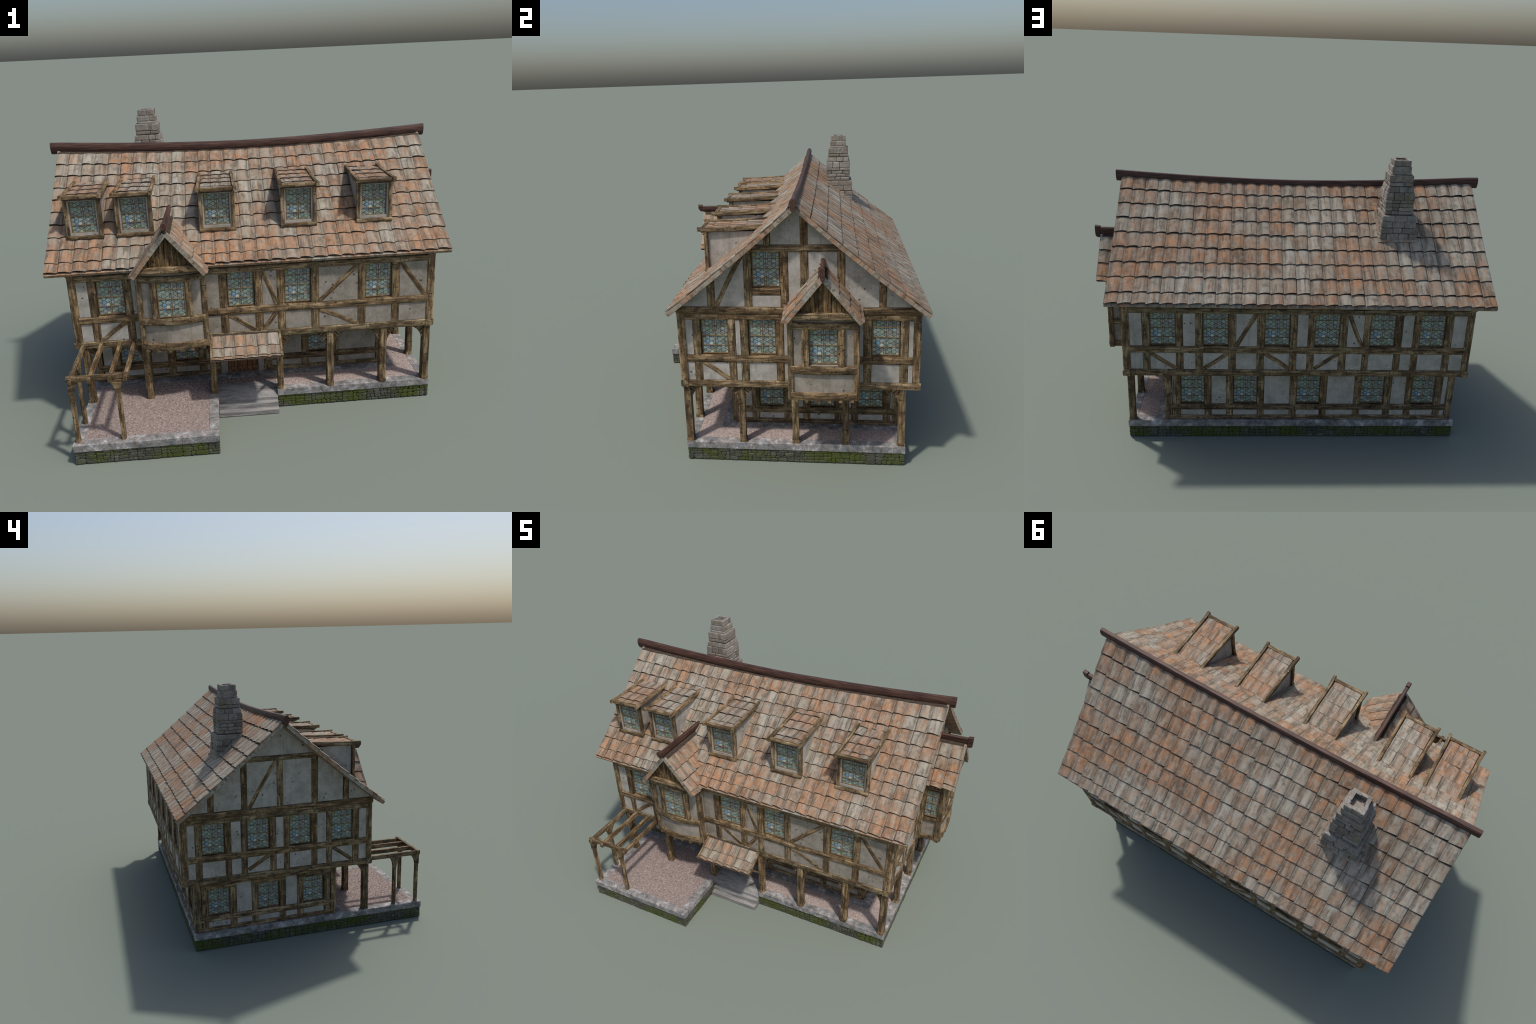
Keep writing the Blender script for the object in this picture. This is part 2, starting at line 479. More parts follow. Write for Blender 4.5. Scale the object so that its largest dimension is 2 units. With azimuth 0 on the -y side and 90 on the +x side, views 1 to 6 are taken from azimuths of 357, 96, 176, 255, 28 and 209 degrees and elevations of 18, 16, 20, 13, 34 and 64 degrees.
def bars_mesh(seed):
    g = random.Random(seed)
    s = Soup()
    def bar(a, b, w, z0=0.0, z1=0.0035, sag=0.0):
        a, b = V((*a, 0)), V((*b, 0))
        n = 7
        x = (b - a).normalized()
        y = V((-x.y, x.x, 0))
        vs, fs = [], []
        for i in range(n):
            t = i / (n - 1)
            p = a + (b - a) * t + y * (sag * math.sin(t * math.pi * 1.6) + g.uniform(-.0003, .0003))
            for (q, z) in ((-w / 2, z0), (w / 2, z0), (w / 2 * .7, z1), (-w / 2 * .7, z1)):
                vs.append(p + y * q + V((0, 0, z)))
        for i in range(n - 1):
            for j in range(4):
                k = i * 4 + j
                l = i * 4 + (j + 1) % 4
                fs.append((k, l, l + 4, k + 4))
        fs += [(3, 2, 1, 0), (4 * n - 4, 4 * n - 3, 4 * n - 2, 4 * n - 1)]
        s.put(vs, fs)
    e = 0.0024
    bar((-GW / 2 + e, 0), (-GW / 2 + e, GH), 2 * e, -.003, .005)
    bar((GW / 2 - e, 0), (GW / 2 - e, GH), 2 * e, -.003, .005)
    bar((-GW / 2, e), (GW / 2, e), 2 * e, -.003, .0052)
    bar((-GW / 2, GH - e * .6), (GW / 2, GH - e * .6), 1.2 * e, -.003, .0048)
    bar((0.001, 0.003), (0.001, GH - .002), 0.0034, 0, .0030, 0)
    for f in (0.245, 0.52, 0.80):
        bar((-GW / 2 + .003, f * GH), (GW / 2 - .003, f * GH), 0.0034, 0.0003, .0036, g.choice((0, 0, .0008, -.0012)))
    return mesh_of("window_frame", s.v, s.f, [BAR], s.m)
BARS = [bars_mesh(i) for i in range(3)]

def window(p, n, w, h, parent, nested=True):
    """p = centre of the sill of the glazing, n = outward normal"""
    n = V(n)
    up = V((0, 0, 1))
    x = up.cross(n)
    M = Matrix(((x.x, up.x, n.x, p[0]), (x.y, up.y, n.y, p[1]), (x.z, up.z, n.z, p[2]), (0, 0, 0, 1))) @ Matrix.Diagonal((w / GW, h / GH, 1, 1))
    f = link(bpy.data.objects.new("window_frame", rng.choice(BARS)), parent, M)
    link(bpy.data.objects.new("stained_glass", GLASS_MESH), f if nested else parent, M)

# ------------------------------------------------------------------ walls
CORE = -0.0200     # depth of the dark core behind the timber face
PLA = -0.0038      # face of the plaster behind the timber face
GAP = 0.0012

def solid(name, a, b, parent, mat):
    return add(name, box_v(a, b), BOX_F, parent, [mat])

upper_core = solid("upper_wall", (-0.8592, -0.3690, 0.393), (0.7880, 0.6720, 0.775), house, DARK)
lower_core = solid("lower_wall", (-0.8280, -0.1702, 0.090), (0.6040, 0.6090, 0.395), house, DARK)

RIDGE_Y, RTOP, RSL = 0.1513, 1.238, 0.801
def roof_z(y):
    return RTOP - RSL * abs(y - RIDGE_Y)
def roof_dev(x, y):
    """the slopes are a little hollow and the whole roof sags in the middle"""
    t = max(0.0, 1 - abs(y - RIDGE_Y) / .5745)
    q = abs((x + .045) / .925)
    return .036 * t * t - .018 * t - .033 * max(0.0, 1 - q ** 1.7) * t * t
RBOT = 0.032
GSL, GTOP = 0.832, 1.2245      # chord of the roof underside at the gables

FRONT, BACK = Facade("y", -0.3893, -1), Facade("y", 0.692, 1)
RIGHT, LEFT = Facade("x", 0.808, 1), Facade("x", -0.879, -1)
LFRONT, LBACK = Facade("y", -0.190, -1), Facade("y", 0.6290, 1)
LRIGHT, LLEFT = Facade("x", 0.624, 1), Facade("x", -0.848, -1)

def rect(u0, u1, v0, v1):
    return [(u0, v0), (u1, v0), (u1, v1), (u0, v1)]

def fill(soup, fac, stops, v0, v1, windows=(), mat_at=None):
    """plaster between consecutive posts, skipping window bays"""
    for (a, b), (c, d) in zip(stops[:-1], stops[1:]):
        if any(abs((b + c) / 2 - w) < 0.03 for w in windows):
            continue
        if c - b < 0.004:
            continue
        fac.plate(soup, rect(b + GAP, c - GAP, v0 + GAP, v1 - GAP), CORE - .004, PLA + rng.uniform(-.0004, .0004), mat_at((b + c) / 2) if mat_at else 0)

def storey(name, fac, core, posts, wins, braces, z, mats, mat_at=None, ends=None, skip=()):
    """z = (bottom beam lo,hi, mid lo,hi, top lo,hi)"""
    b0, b1, m0, m1, t0, t1 = z
    soup = Soup()
    fill(soup, fac, posts, b1, m0, (), mat_at)
    fill(soup, fac, posts, m1, t0, wins, mat_at)
    soup.done("plaster_panel", core, mats)
    for i, (a, b) in enumerate(posts):
        if i in (0, len(posts) - 1) or i in skip:
            continue
        fac.beam("post", ((a + b) / 2, b0 + .01), ((a + b) / 2, t1 - .008), b - a, core, proud=rng.uniform(-.0008, .0004))
    u0, u1 = ends or (posts[0][1] - .004, posts[-1][0] + .004)
    fac.beam("beam", (u0, (m0 + m1) / 2), (u1, (m0 + m1) / 2), m1 - m0, core, proud=0.0022)
    fac.beam("beam", (u0, (t0 + t1) / 2), (u1, (t0 + t1) / 2), t1 - t0, core, proud=0.0014)
    for (a, b) in braces:
        bow = rng.uniform(-.004, .004)
        fac.beam("brace", a, b, 0.024, core, proud=-0.0012, bend=lambda t, q=bow: q * math.sin(math.pi * t))

UZ = (0.388, 0.4215, 0.5115, 0.547, 0.719, 0.747)
LZ = (0.098, 0.1225, 0.1545, 0.1875, 0.360, 0.392)

def put_windows(fac, core, mids, v0, h, w=0.122):
    for m in mids:
        window(fac.p(m, v0, CORE + .0035), fac.n, w, h, core)

# upper front
fp = [(-.880, -.843), (-.791, -.755), (-.630, -.595), (-.560, -.557), (-.265, -.2625), (-.197, -.161), (-.035, .001), (.070, .104), (.229, .264), (.449, .484), (.609, .645), (.777, .812)]
fw = [-.6925, -.098, .1665, .5465]
storey("front", FRONT, upper_core, fp, fw, [((-.7485, .425), (-.632, .512)), ((.006, .715), (.066, .552)), ((.267, .552), (.443, .717)), ((.652, .717), (.772, .547)),
        ((-.157, .509), (-.037, .423)), ((.061, .508), (-.001, .423)), ((.269, .508), (.442, .425))], UZ, [CLEAN, GREY], lambda u: 0 if u < -.55 else 1, skip=(3, 4))
put_windows(FRONT, upper_core, fw, 0.5500, 0.168)
# upper back
bp = [(-.880, -.843), (-.777, -.742), (-.618, -.585), (-.532, -.499), (-.375, -.344), (-.264, -.229), (-.1075, -.0745), (-.0225, .0115), (.135, .1683), (.270, .304), (.428, .4615), (.521, .555), (.678, .712), (.772, .808)]
bw = [.6165, .366, .0735, -.168, -.437, -.680]
storey("back", BACK, upper_core, bp, bw, [((.267, .550), (.173, .719)), ((.675, .508), (.556, .427)), ((.423, .427), (.306, .510)), ((.133, .510), (.012, .427)), ((-.271, .717), (-.341, .551)), ((-.113, .427), (-.230, .511))], UZ, [CLEAN, GREY], lambda u: 0)
put_windows(BACK, upper_core, bw, 0.5500, 0.168)
# upper right
rp = [(-.392, -.358), (-.3205, -.286), (-.1605, -.127), (-.1045, -.0693), (.0567, .0913), (.1250, .1275), (.4095, .4120), (.4435, .478), (.604, .6395), (.661, .697)]
rw = [-.223, -.006, .541]
storey("right", RIGHT, upper_core, rp, rw, [((-.276, .510), (-.162, .427))], UZ, [CLEAN, GREY], lambda u: 0, skip=(5, 6))
put_windows(RIGHT, upper_core, rw, 0.5500, 0.168)
# upper left
lp = [(-.392, -.357), (-.310, -.272), (-.149, -.115), (-.0615, -.0275), (.098, .131), (.175, .209), (.337, .3697), (.4243, .4565), (.5835, .618), (.660, .697)]
lw = [-.2105, .035, .273, .520]
storey("left", LEFT, upper_core, lp, lw, [((-.152, .512), (-.266, .427)), ((.332, .440), (.213, .511))], UZ, [CLEAN, GREY], lambda u: 0)
put_windows(LEFT, upper_core, lw, 0.5500, 0.168)

# corner posts and the jetty beams of the upper storey
for x, y in ((-.861, -.3735), (.794, -.3735), (.790, .677), (-.861, .677)):
    timber("post", (x, y, .388), (x, y, .752), .036, .036, (0, -1 if y < 0 else 1, 0), upper_core)
FRONT.beam("beam", (-.884, .4045), (.814, .4045), .034, upper_core, proud=.0020, th=.034)
BACK.beam("beam", (-.880, .4045), (.808, .4045), .034, upper_core, proud=.004, th=.034)
RIGHT.beam("beam", (-.392, .4045), (.697, .4045), .034, upper_core, proud=.003, th=.034)
LEFT.beam("beam", (-.392, .4045), (.697, .4045), .034, upper_core, proud=.003, th=.034)

# lower storey
lbp = [(-.848, -.812), (-.788, -.752), (-.633, -.598), (-.524, -.489), (-.3675, -.333), (-.193, -.159), (-.038, -.0035), (.126, .159), (.282, .316), (.391, .424), (.5455, .5805), (.586, .622)]
lbw = [.485, .2205, -.0985, -.428, -.6925]
storey("lback", LBACK, lower_core, lbp, lbw, [], LZ, [CLEAN, GREY], lambda u: 0)
put_windows(LBACK, lower_core, lbw, 0.1900, 0.160, .120)
lrp = [(-.190, -.158), (-.0905, -.0545), (.0685, .1015), (.1625, .195), (.317, .3484), (.397, .4297), (.5505, .5835), (.600, .634)]
lrw = [.007, .256, .490]
storey("lright", LRIGHT, lower_core, lrp, lrw, [], LZ, [CLEAN, GREY], lambda u: 0)
put_windows(LRIGHT, lower_core, lrw, 0.1900, 0.160, .120)
llp = [(-.190, -.155), (-.152, -.1135), (.011, .046), (.1137, .1503), (.275, .3095), (.396, .433), (.5555, .5918), (.595, .634)]
llw = [-.051, .2125, .494]
storey("lleft", LLEFT, lower_core, llp, llw, [], LZ, [CLEAN, GREY], lambda u: 0)
put_windows(LLEFT, lower_core, llw, 0.1900, 0.153, .121)
for a, b in ((-.152, .046), (.1137, .3095), (.396, .592)):
    LLEFT.beam("beam", (a, .3545), (b, .3545), .026, lower_core, proud=.0035)
lfp = [(-.848, -.808), (-.7576, -.7216), (-.5985, -.5644), (-.4815, -.4444), (-.3250, -.287), (-.251, -.2165), (.007, .0458), (.2025, .236), (.356, .3935), (.588, .624)]
lfw = [-.66, -.3845, .296]
soup = Soup()
def grey(u):
    return 1 if u > -.55 else 0
fill(soup, LFRONT, lfp[:6], LZ[1], LZ[2], (), grey)
fill(soup, LFRONT, lfp[6:], LZ[1], LZ[2], (), grey)
fill(soup, LFRONT, lfp[:6], LZ[3], LZ[4], lfw, grey)
fill(soup, LFRONT, lfp[6:], LZ[3], LZ[4], lfw, grey)
for a, b, c, d in ((-.2165, -.1795, .099, .392), (-.0245, .007, .099, .392), (-.1795, -.0245, .300, .392)):
    LFRONT.plate(soup, rect(a + GAP, b - GAP, c, d), CORE - .004, PLA, 1)
soup.done("plaster_panel", lower_core, [CLEAN, GREY])
for a, b in lfp[1:-1]:
    LFRONT.beam("post", ((a + b) / 2, .099), ((a + b) / 2, .392), b - a, lower_core)
for u0, u1 in ((-.83, -.235), (.025, .60)):
    for k in (0, 2, 4):
        LFRONT.beam("beam", (u0, (LZ[k] + LZ[k + 1]) / 2), (u1, (LZ[k] + LZ[k + 1]) / 2), LZ[k + 1] - LZ[k], lower_core, proud=.0022)
put_windows(LFRONT, lower_core, lfw, 0.1900, 0.160, .118)
for fac, u0, u1 in ((LBACK, -.82, .60), (LRIGHT, -.17, .61), (LLEFT, -.17, .61)):
    fac.beam("beam", (u0, .1105), (u1, .1105), .0255, lower_core, proud=.0020)
for x, y in ((-.831, -.173), (.606, -.173), (.606, .6125), (-.831, .6125)):
    timber("post", (x, y, .097), (x, y, .395), .036, .036, (0, -1 if y < 0 else 1, 0), lower_core)

# door with planks
door = Soup()
x = -.1785
while x < -.027:
    w = min(rng.uniform(.021, .027), -.0255 - x)
    vs, fs = prism(rect(x + .0006, x + w - .0006, .0995, .300), 0, .010)
    door.put([LFRONT.p(p.x, p.y, PLA - .001 + p.z + rng.uniform(0, .0012)) for p in vs], [f[::-1] for f in fs])
    x += w
for z in (.125, .205, .280):
    vs, fs = prism(rect(-.177, -.027, z - .007, z + .007), .0022, .004)
    door.put([LFRONT.p(p.x, p.y, PLA + p.z) for p in vs], [f[::-1] for f in fs])
d = door.done("door", lower_core, [DOORW])
timber("door_frame", LFRONT.p(-.180, .302, -.004), LFRONT.p(-.024, .302, -.004), .012, .012, FRONT.n, lower_core)

# ------------------------------------------------------------------ gables
def gable(fac, posts, top_posts, collar, brace, win=None):
    core_poly = [(-.385, .76), (.690, .76), (.690, roof_z(.690) - RBOT), (RIDGE_Y, GTOP), (-.385, roof_z(-.385) - RBOT)]
    s = Soup()
    fac.plate(s, core_poly, CORE - .02, CORE)
    core = s.done("gable_wall", house, [DARK])
    def roofcut(poly, m=0.0):
        poly = clip(poly, GSL, 1, GTOP + GSL * RIDGE_Y - m)
        return clip(poly, -GSL, 1, GTOP - GSL * RIDGE_Y - m) if len(poly) > 2 else []
    c0, c1 = collar
    s = Soup()
    def panel(u0, u1, v0, v1):
        q = roofcut(rect(u0 + GAP, u1 - GAP, v0 + GAP, v1 - GAP))
        if len(q) > 2 and area_of(q) > 1e-5:
            fac.plate(s, q, CORE - .004, PLA)
    stops = [(-.40, -.392)] + posts + [(.697, .70)]
    for (a, b), (c, d) in zip(stops[:-1], stops[1:]):
        if win and abs((b + c) / 2 - win) < .03:
            panel(b, c, .780, .8345)
            continue
        panel(b, c, .780, c0)
    stops = [(-.25, -.24)] + top_posts + [(.55, .56)]
    for (a, b), (c, d) in zip(stops[:-1], stops[1:]):
        panel(b, c, c1, 1.3)
    s.done("plaster_panel", core, [CLEAN])
    def cutpost(a, b, v0, v1):
        top = min(v1, *(GTOP - GSL * abs(q - RIDGE_Y) + .008 for q in (a, b)))
        fac.beam("post", ((a + b) / 2, v0), ((a + b) / 2, top), b - a, core)
    for a, b in posts:
        cutpost(a, b, .772, c0 + .01)
    for a, b in top_posts:
        cutpost(a, b, c1 - .01, 1.3)
    h = (RTOP - RBOT - (c0 + c1) / 2) / RSL
    fac.beam("beam", (RIDGE_Y - h, (c0 + c1) / 2), (RIDGE_Y + h, (c0 + c1) / 2), c1 - c0, core, proud=.002)
    fac.beam("beam", (-.392, .763), (.697, .763), .033, core, proud=.004)
    fac.beam("brace", brace[0], brace[1], .023, core, proud=-.001, bend=lambda t: .004 * math.sin(math.pi * t))
    if win:
        fac.beam("beam", (win - .061, .852), (win + .061, .852), .034, core, proud=-.001)
        window(fac.p(win, .872, CORE + .0035), fac.n, .122, .159, core)
    return core

gable(RIGHT, [(-.245, -.211), (-.0775, -.044), (.0822, .117), (.1705, .2045), (.330, .362), (.510, .5405)], [(.0138, .0424), (.172, .2032)], (1.0325, 1.064), ((-.206, .782), (-.079, 1.028)), win=.019)
gable(LEFT, [(-.246, -.212), (-.065, -.029), (.132, .166), (.3305, .363), (.511, .543)], [], (1.030, 1.0565), ((.320, .782), (.172, 1.026)))

# ------------------------------------------------------------------ roof tiles
def tile_geo(w, L, seed, drop=.0065, arch=.0046, t=.0036, hook=1, expo=None):
    """one pantile; local x across, y up-slope from the lower edge, z up; hook = side on which the lower edge dips"""
    g = random.Random(seed)
    e = min(expo or L * .88, L * .97)
    ys = [0, .0013, .33 * e, .66 * e, e - .0010, L]
    nx, ny = 8, 5
    drop *= g.uniform(.75, 1.25)
    skew, lift = g.uniform(-.0012, .0012), g.uniform(-.0008, .0012)
    vs, fs, fm = [], [], []
    def top(i, j):
        u, v = i / nx, ys[j] / L
        k = u if hook > 0 else 1 - u
        x = .0005 + u * (w - .0010)
        y = L * v
        if j < 2:
            y += drop * (1 - k ** 2.2) - drop * .6 + skew * (u - .5) * 2 + (.0018 if k > .93 else 0)
        roll = arch * (math.sin(math.pi * min(1, k / .86)) ** .8 if k < .86 else 0) + .0034 * math.exp(-((k - .95) / .06) ** 2)
        return V((x, y, .0052 + lift - v * .0049 + roll))
    for k in (0, 1):
        for j in range(ny + 1):
            for i in range(nx + 1):
                p = top(i, j)
                vs.append(p - V((0, 0, t * (1 - .75 * ys[j] / L))) * k)
    R = nx + 1
    B = R * (ny + 1)
    for j in range(ny):
        for i in range(nx):
            a = j * R + i
            fs.append((a, a + 1, a + R + 1, a + R)); fm.append(1 if j in (0, ny - 1) else 0)  # lower rim and overlap strip coloured dark to draw the course shadow
            fs.append((B + a, B + a + R, B + a + R + 1, B + a + 1)); fm.append(1)
    for i in range(nx):
        fs.append((B + i, B + i + 1, i + 1, i)); fm.append(1)
        a = ny * R + i
        fs.append((a, a + 1, B + a + 1, B + a)); fm.append(1)
    for j in range(ny):
        a = j * R
        fs.append((B + a, a, a + R, B + a + R)); fm.append(0)
        a = j * R + nx
        fs.append((a, B + a, B + a + R, a + R)); fm.append(0)
    return vs, fs, fm

TILE_N = 0
TILE_MESH = {}
def tile_roof(parent, O, U, S, length, rows, col_w, tile_l, single=False, seed=0, jit=.0025, arch=.0046, hook=1, dev=None):
    """rows: list of slope distances of the lower edges; dev: vertical bending of the roof surface"""
    global TILE_N
    g = random.Random(seed)
    O, U, S = V(O), V(U).normalized(), V(S).normalized()
    n = max(1, round(length / col_w))
    cw = length / n
    def surf(a, b):
        p = O + U * a + S * b
        return p + V((0, 0, dev(p.x, p.y))) if dev else p
    def at(a, b, s, l):
        p0, p1 = surf(a, s), surf(b, s)
        x = (p1 - p0).normalized()
        y = surf((a + b) / 2, s + l) - surf((a + b) / 2, s)
        y = (y - x * y.dot(x)).normalized()
        z = x.cross(y)
        return Matrix(((x.x, y.x, z.x, p0.x), (x.y, y.y, z.y, p0.y), (x.z, y.z, z.z, p0.z), (0, 0, 0, 1)))
    Nn = U.cross(S)
    Mx = Matrix(((U.x, S.x, Nn.x, O.x), (U.y, S.y, Nn.y, O.y), (U.z, S.z, Nn.z, O.z), (0, 0, 0, 1)))
    cols = [0.0] + [i * cw + g.uniform(-jit, jit) for i in range(1, n)] + [length]
    soup = Soup()
    for ri, s in enumerate(rows):
        shift = g.uniform(-.5, .5) * jit
        slip = g.uniform(-.001, .001)
        expo = rows[ri + 1] - s if ri + 1 < len(rows) else None
        for i in range(n):
            a = cols[i] + (shift + g.uniform(-.0008, .0008) if i else 0)
            b = cols[i + 1] + (shift + g.uniform(-.0008, .0008) if i < n - 1 else 0)
            l = round(min(tile_l, expo + .012), 4) if expo else tile_l
            M = at(a, b, s + slip + (g.uniform(-.0015, .0015) if ri else 0), l * .8) @ Matrix.Translation((0, 0, g.uniform(0, .0006))) @ Matrix.Rotation(g.uniform(-.012, .012), 4, 'Z')
            if single and TILE_N < 296:
                k = g.randrange(8)
                key = (k, l, hook, round(expo or 0, 3))
                if key not in TILE_MESH:
                    vs, fs, fm = tile_geo(CW, l, k + 100, hook=hook, expo=expo)
                    TILE_MESH[key] = mesh_of("roof_tile", vs, fs, [TILE if hook > 0 else TILE_BACK, EDGE], fm, 50)
                o = bpy.data.objects.new("roof_tile", TILE_MESH[key])
                link(o, parent, M @ Matrix.Diagonal(((b - a) / CW, 1, 1, 1)))
                TILE_N += 1
            else:
                vs, fs, fm = tile_geo(b - a, l, g.random(), arch=arch, hook=hook, expo=expo)
                soup.put([M @ p for p in vs], fs, fm)
    if soup.v:
        soup.done("roof_tiles", parent, [TILE if hook > 0 else TILE_BACK, EDGE], stuff=True, M=Mx @ Matrix.Diagonal((cw / CW, 1, 1, 1)), smooth=50)

def edge_blocks(parent, p0, p1, nrm, width, thick, seg, seed, name="verge_tiles", dev=None):
    """row of short tile-coloured blocks along a roof edge"""
    g = random.Random(seed)
    p0, p1, nrm = V(p0), V(p1), V(nrm)
    x = (p1 - p0).normalized()
    L = (p1 - p0).length
    M = frame(p0, x, nrm)
    s = Soup()
    a = 0.0
    while a < L - .004:
        b = min(L, a + seg * g.uniform(.75, 1.25))
        if L - b < .015:
            b = L
        c, w = .0006, width * g.uniform(.96, 1.04)
        up = g.uniform(-.0008, .0008)
        vs = [(a + c, -w / 2, -thick), (b - c, -w / 2, -thick), (b - c, w / 2, -thick), (a + c, w / 2, -thick),
              (a + c, -w / 2, up), (b - c, -w / 2, up), (b - c, w / 2, up), (a + c, w / 2, up)]
        vs = [M @ V(v) for v in vs]
        if dev:
            vs = [v + V((0, 0, dev(v.x, v.y))) for v in vs]
        s.put(vs, BOX_F)
        a = b
    s.done(name, parent, [TILE_EDGE], stuff=True, M=M)

XL, XR = -0.967, 0.8755
CS, SN = math.cos(math.atan(RSL)), math.sin(math.atan(RSL))
roof_v, roof_f = [], []
ys = [-.4190 + (RIDGE_Y + .4190) * i / 8 for i in range(9)] + [RIDGE_Y + (.7216 - RIDGE_Y) * i / 8 for i in range(1, 9)]
NXR = 24
m = len(ys)
for i in range(NXR + 1):
    x = XL + .004 + (XR - XL - .008) * i / NXR
    for y in ys:
        roof_v.append((x, y, roof_z(y) + roof_dev(x, y) - .0085))
    for y in ys:
        yb = RIDGE_Y + (y - RIDGE_Y) * .975
        roof_v.append((x, yb, roof_z(yb) + roof_dev(x, yb) - RBOT + .001))
for i in range(NXR):
    a, b = i * 2 * m, (i + 1) * 2 * m
    for k in range(m - 1):
        roof_f.append((a + k, b + k, b + k + 1, a + k + 1))
        roof_f.append((a + m + k, a + m + k + 1, b + m + k + 1, b + m + k))
    roof_f.append((a, a + m, b + m, b))
    roof_f.append((a + m - 1, b + m - 1, b + 2 * m - 1, a + 2 * m - 1))
for k in range(m - 1):
    roof_f.append((k, k + 1, m + k + 1, m + k))
    a = NXR * 2 * m
    roof_f.append((a + k, a + m + k, a + m + k + 1, a + k + 1))
under = [1 if (V(roof_v[f[1]]) - V(roof_v[f[0]])).cross(V(roof_v[f[2]]) - V(roof_v[f[1]])).z < -1e-6 else 0 for f in roof_f]
roof = add("roof", roof_v, roof_f, house, [ROOFBASE, TILE_EDGE], fmat=under)

base_drop = .0046
def slope_pt(x, y, drop=base_drop):
    return V((x, y, roof_z(y) - drop / CS))
rows_f = [0.0] + [.053 + .0712 * i for i in range(9)]
rows_b = [0.0] + [.059 + .0838 * i for i in range(8)]
tile_roof(roof, slope_pt(XL, -.4160), (1, 0, 0), (0, CS, SN), XR - XL, rows_f, .0635, .080, True, 3, dev=roof_dev)
tile_roof(roof, slope_pt(XR, .7186), (-1, 0, 0), (0, -CS, SN), XR - XL, rows_b, .0641, .093, True, 4, hook=-1, dev=roof_dev)
for x, sg in ((XL + .0062, -1), (XR - .0062, 1)):
    for y0, y1 in ((-.4215, RIDGE_Y - .012), (.7241, RIDGE_Y + .012)):
        sd = 1 if y0 < 0 else -1
        edge_blocks(roof, slope_pt(x, y0, .0040), slope_pt(x, y1, .0040), (0, -SN * sd, CS), .0125, .0190, .085, hash((sg, sd)) % 97, dev=roof_dev)
for y, sd in ((-.4172, 1), (.7199, -1)):
    edge_blocks(roof, slope_pt(XL, y, .0055), slope_pt(XR, y, .0055), (0, -SN * sd, CS), .0115, .0165, .062, 31 + sd, "eaves_tiles", dev=roof_dev)

# ridge beam: shield-shaped section, sagging in the middle
def ridge_beam(name, pts, sections, parent, side):
    vs, fs = [], []
    k = len(sections[0])
    for p, sec in zip(pts, sections):
        for a, z in sec:
            vs.append(V(p) + V(side) * a + V((0, 0, z)))
    for i in range(len(pts) - 1):
        for j in range(k):
            a, b = i * k + j, i * k + (j + 1) % k
            fs.append((a, b, b + k, a + k))
    fs += [tuple(range(k - 1, -1, -1)), tuple((len(pts) - 1) * k + j for j in range(k))]
    d = (V(pts[-1]) - V(pts[0]))
    if d.cross(V(side)).z < 0:
        fs = [f[::-1] for f in fs]
    M = frame(pts[0], d, (0, 0, 1))
    inv = M.inverted()
    return add(name, [inv @ v for v in vs], fs, parent, [RIDGE], M, smooth=30)
pts, secs = [], []
for i in range(33):
    x = -1.0 + 1.904 * i / 32
    q = (x + .02) / .95
    sag = .0365 * max(0, 1 - abs(q) ** 1.7)
    w = .0142 + .0006 * mnoise.noise(V((x * 6, 2, 1)))
    pts.append((x, .1468 + .004 * (abs(q) - .6), 1.281 - sag))
    secs.append([(0, -.058), (w * .62, -.046), (w, -.030), (w, -.013), (w * .55, -.0015), (0, 0), (-w * .55, -.0015), (-w, -.013), (-w, -.030), (-w * .62, -.046)])
ridge_beam("ridge_beam", pts, secs, roof, (0, 1, 0))

# ------------------------------------------------------------------ chimney
chimney = solid("chimney", (-.575, .300, .98), (-.481, .385, 1.30), house, CMORT)
CX, CY = -.5275, .3425
def stone_block(w, h, bev, depth, g):
    j = lambda k: g.uniform(-k, k)
    b = bev
    back = [(0, 0), (w, 0), (w, h), (0, h)]
    fr = [(b + j(.0006), b + j(.0006)), (w - b + j(.0006), b + j(.0006)), (w - b + j(.0006), h - b + j(.0006)), (b + j(.0006), h - b + j(.0006))]
    vs = [V((x, y, -depth)) for x, y in back] + [V((x, y, -b * .9)) for x, y in back] + [V((x, y, j(.0004))) for x, y in fr]
    fs = [(3, 2, 1, 0)] + [(i, (i + 1) % 4, 4 + (i + 1) % 4, 4 + i) for i in range(4)] + [(4 + i, 4 + (i + 1) % 4, 8 + (i + 1) % 4, 8 + i) for i in range(4)] + [(8, 9, 10, 11)]
    return vs, fs

def rubble_block(w, h, bev, depth, g, cut=.42):
    """stone with broken corners and a rounded face"""
    k = lambda m: min(m, 1) * g.uniform(.25 * cut, cut)
    cx = [k(1) * min(w, h) for _ in range(8)]
    out = [(cx[0], 0), (w - cx[1], 0), (w, cx[2]), (w, h - cx[3]), (w - cx[4], h), (cx[5], h), (0, h - cx[6]), (0, cx[7])]
    mid = (w / 2, h / 2)
    inn = [(x + (mid[0] - x) * min(.5, 2.2 * bev / w), y + (mid[1] - y) * min(.5, 2.2 * bev / h)) for x, y in out]
    vs = [V((x, y, -depth)) for x, y in out] + [V((x, y, -bev * .8)) for x, y in out] + [V((x, y, g.uniform(-.0004, .0004))) for x, y in inn]
    fs = []
    for r in (0, 8):
        fs += [(r + i, r + (i + 1) % 8, r + 8 + (i + 1) % 8, r + 8 + i) for i in range(8)]
    fs.append(tuple(range(16, 24)))
    return vs, fs

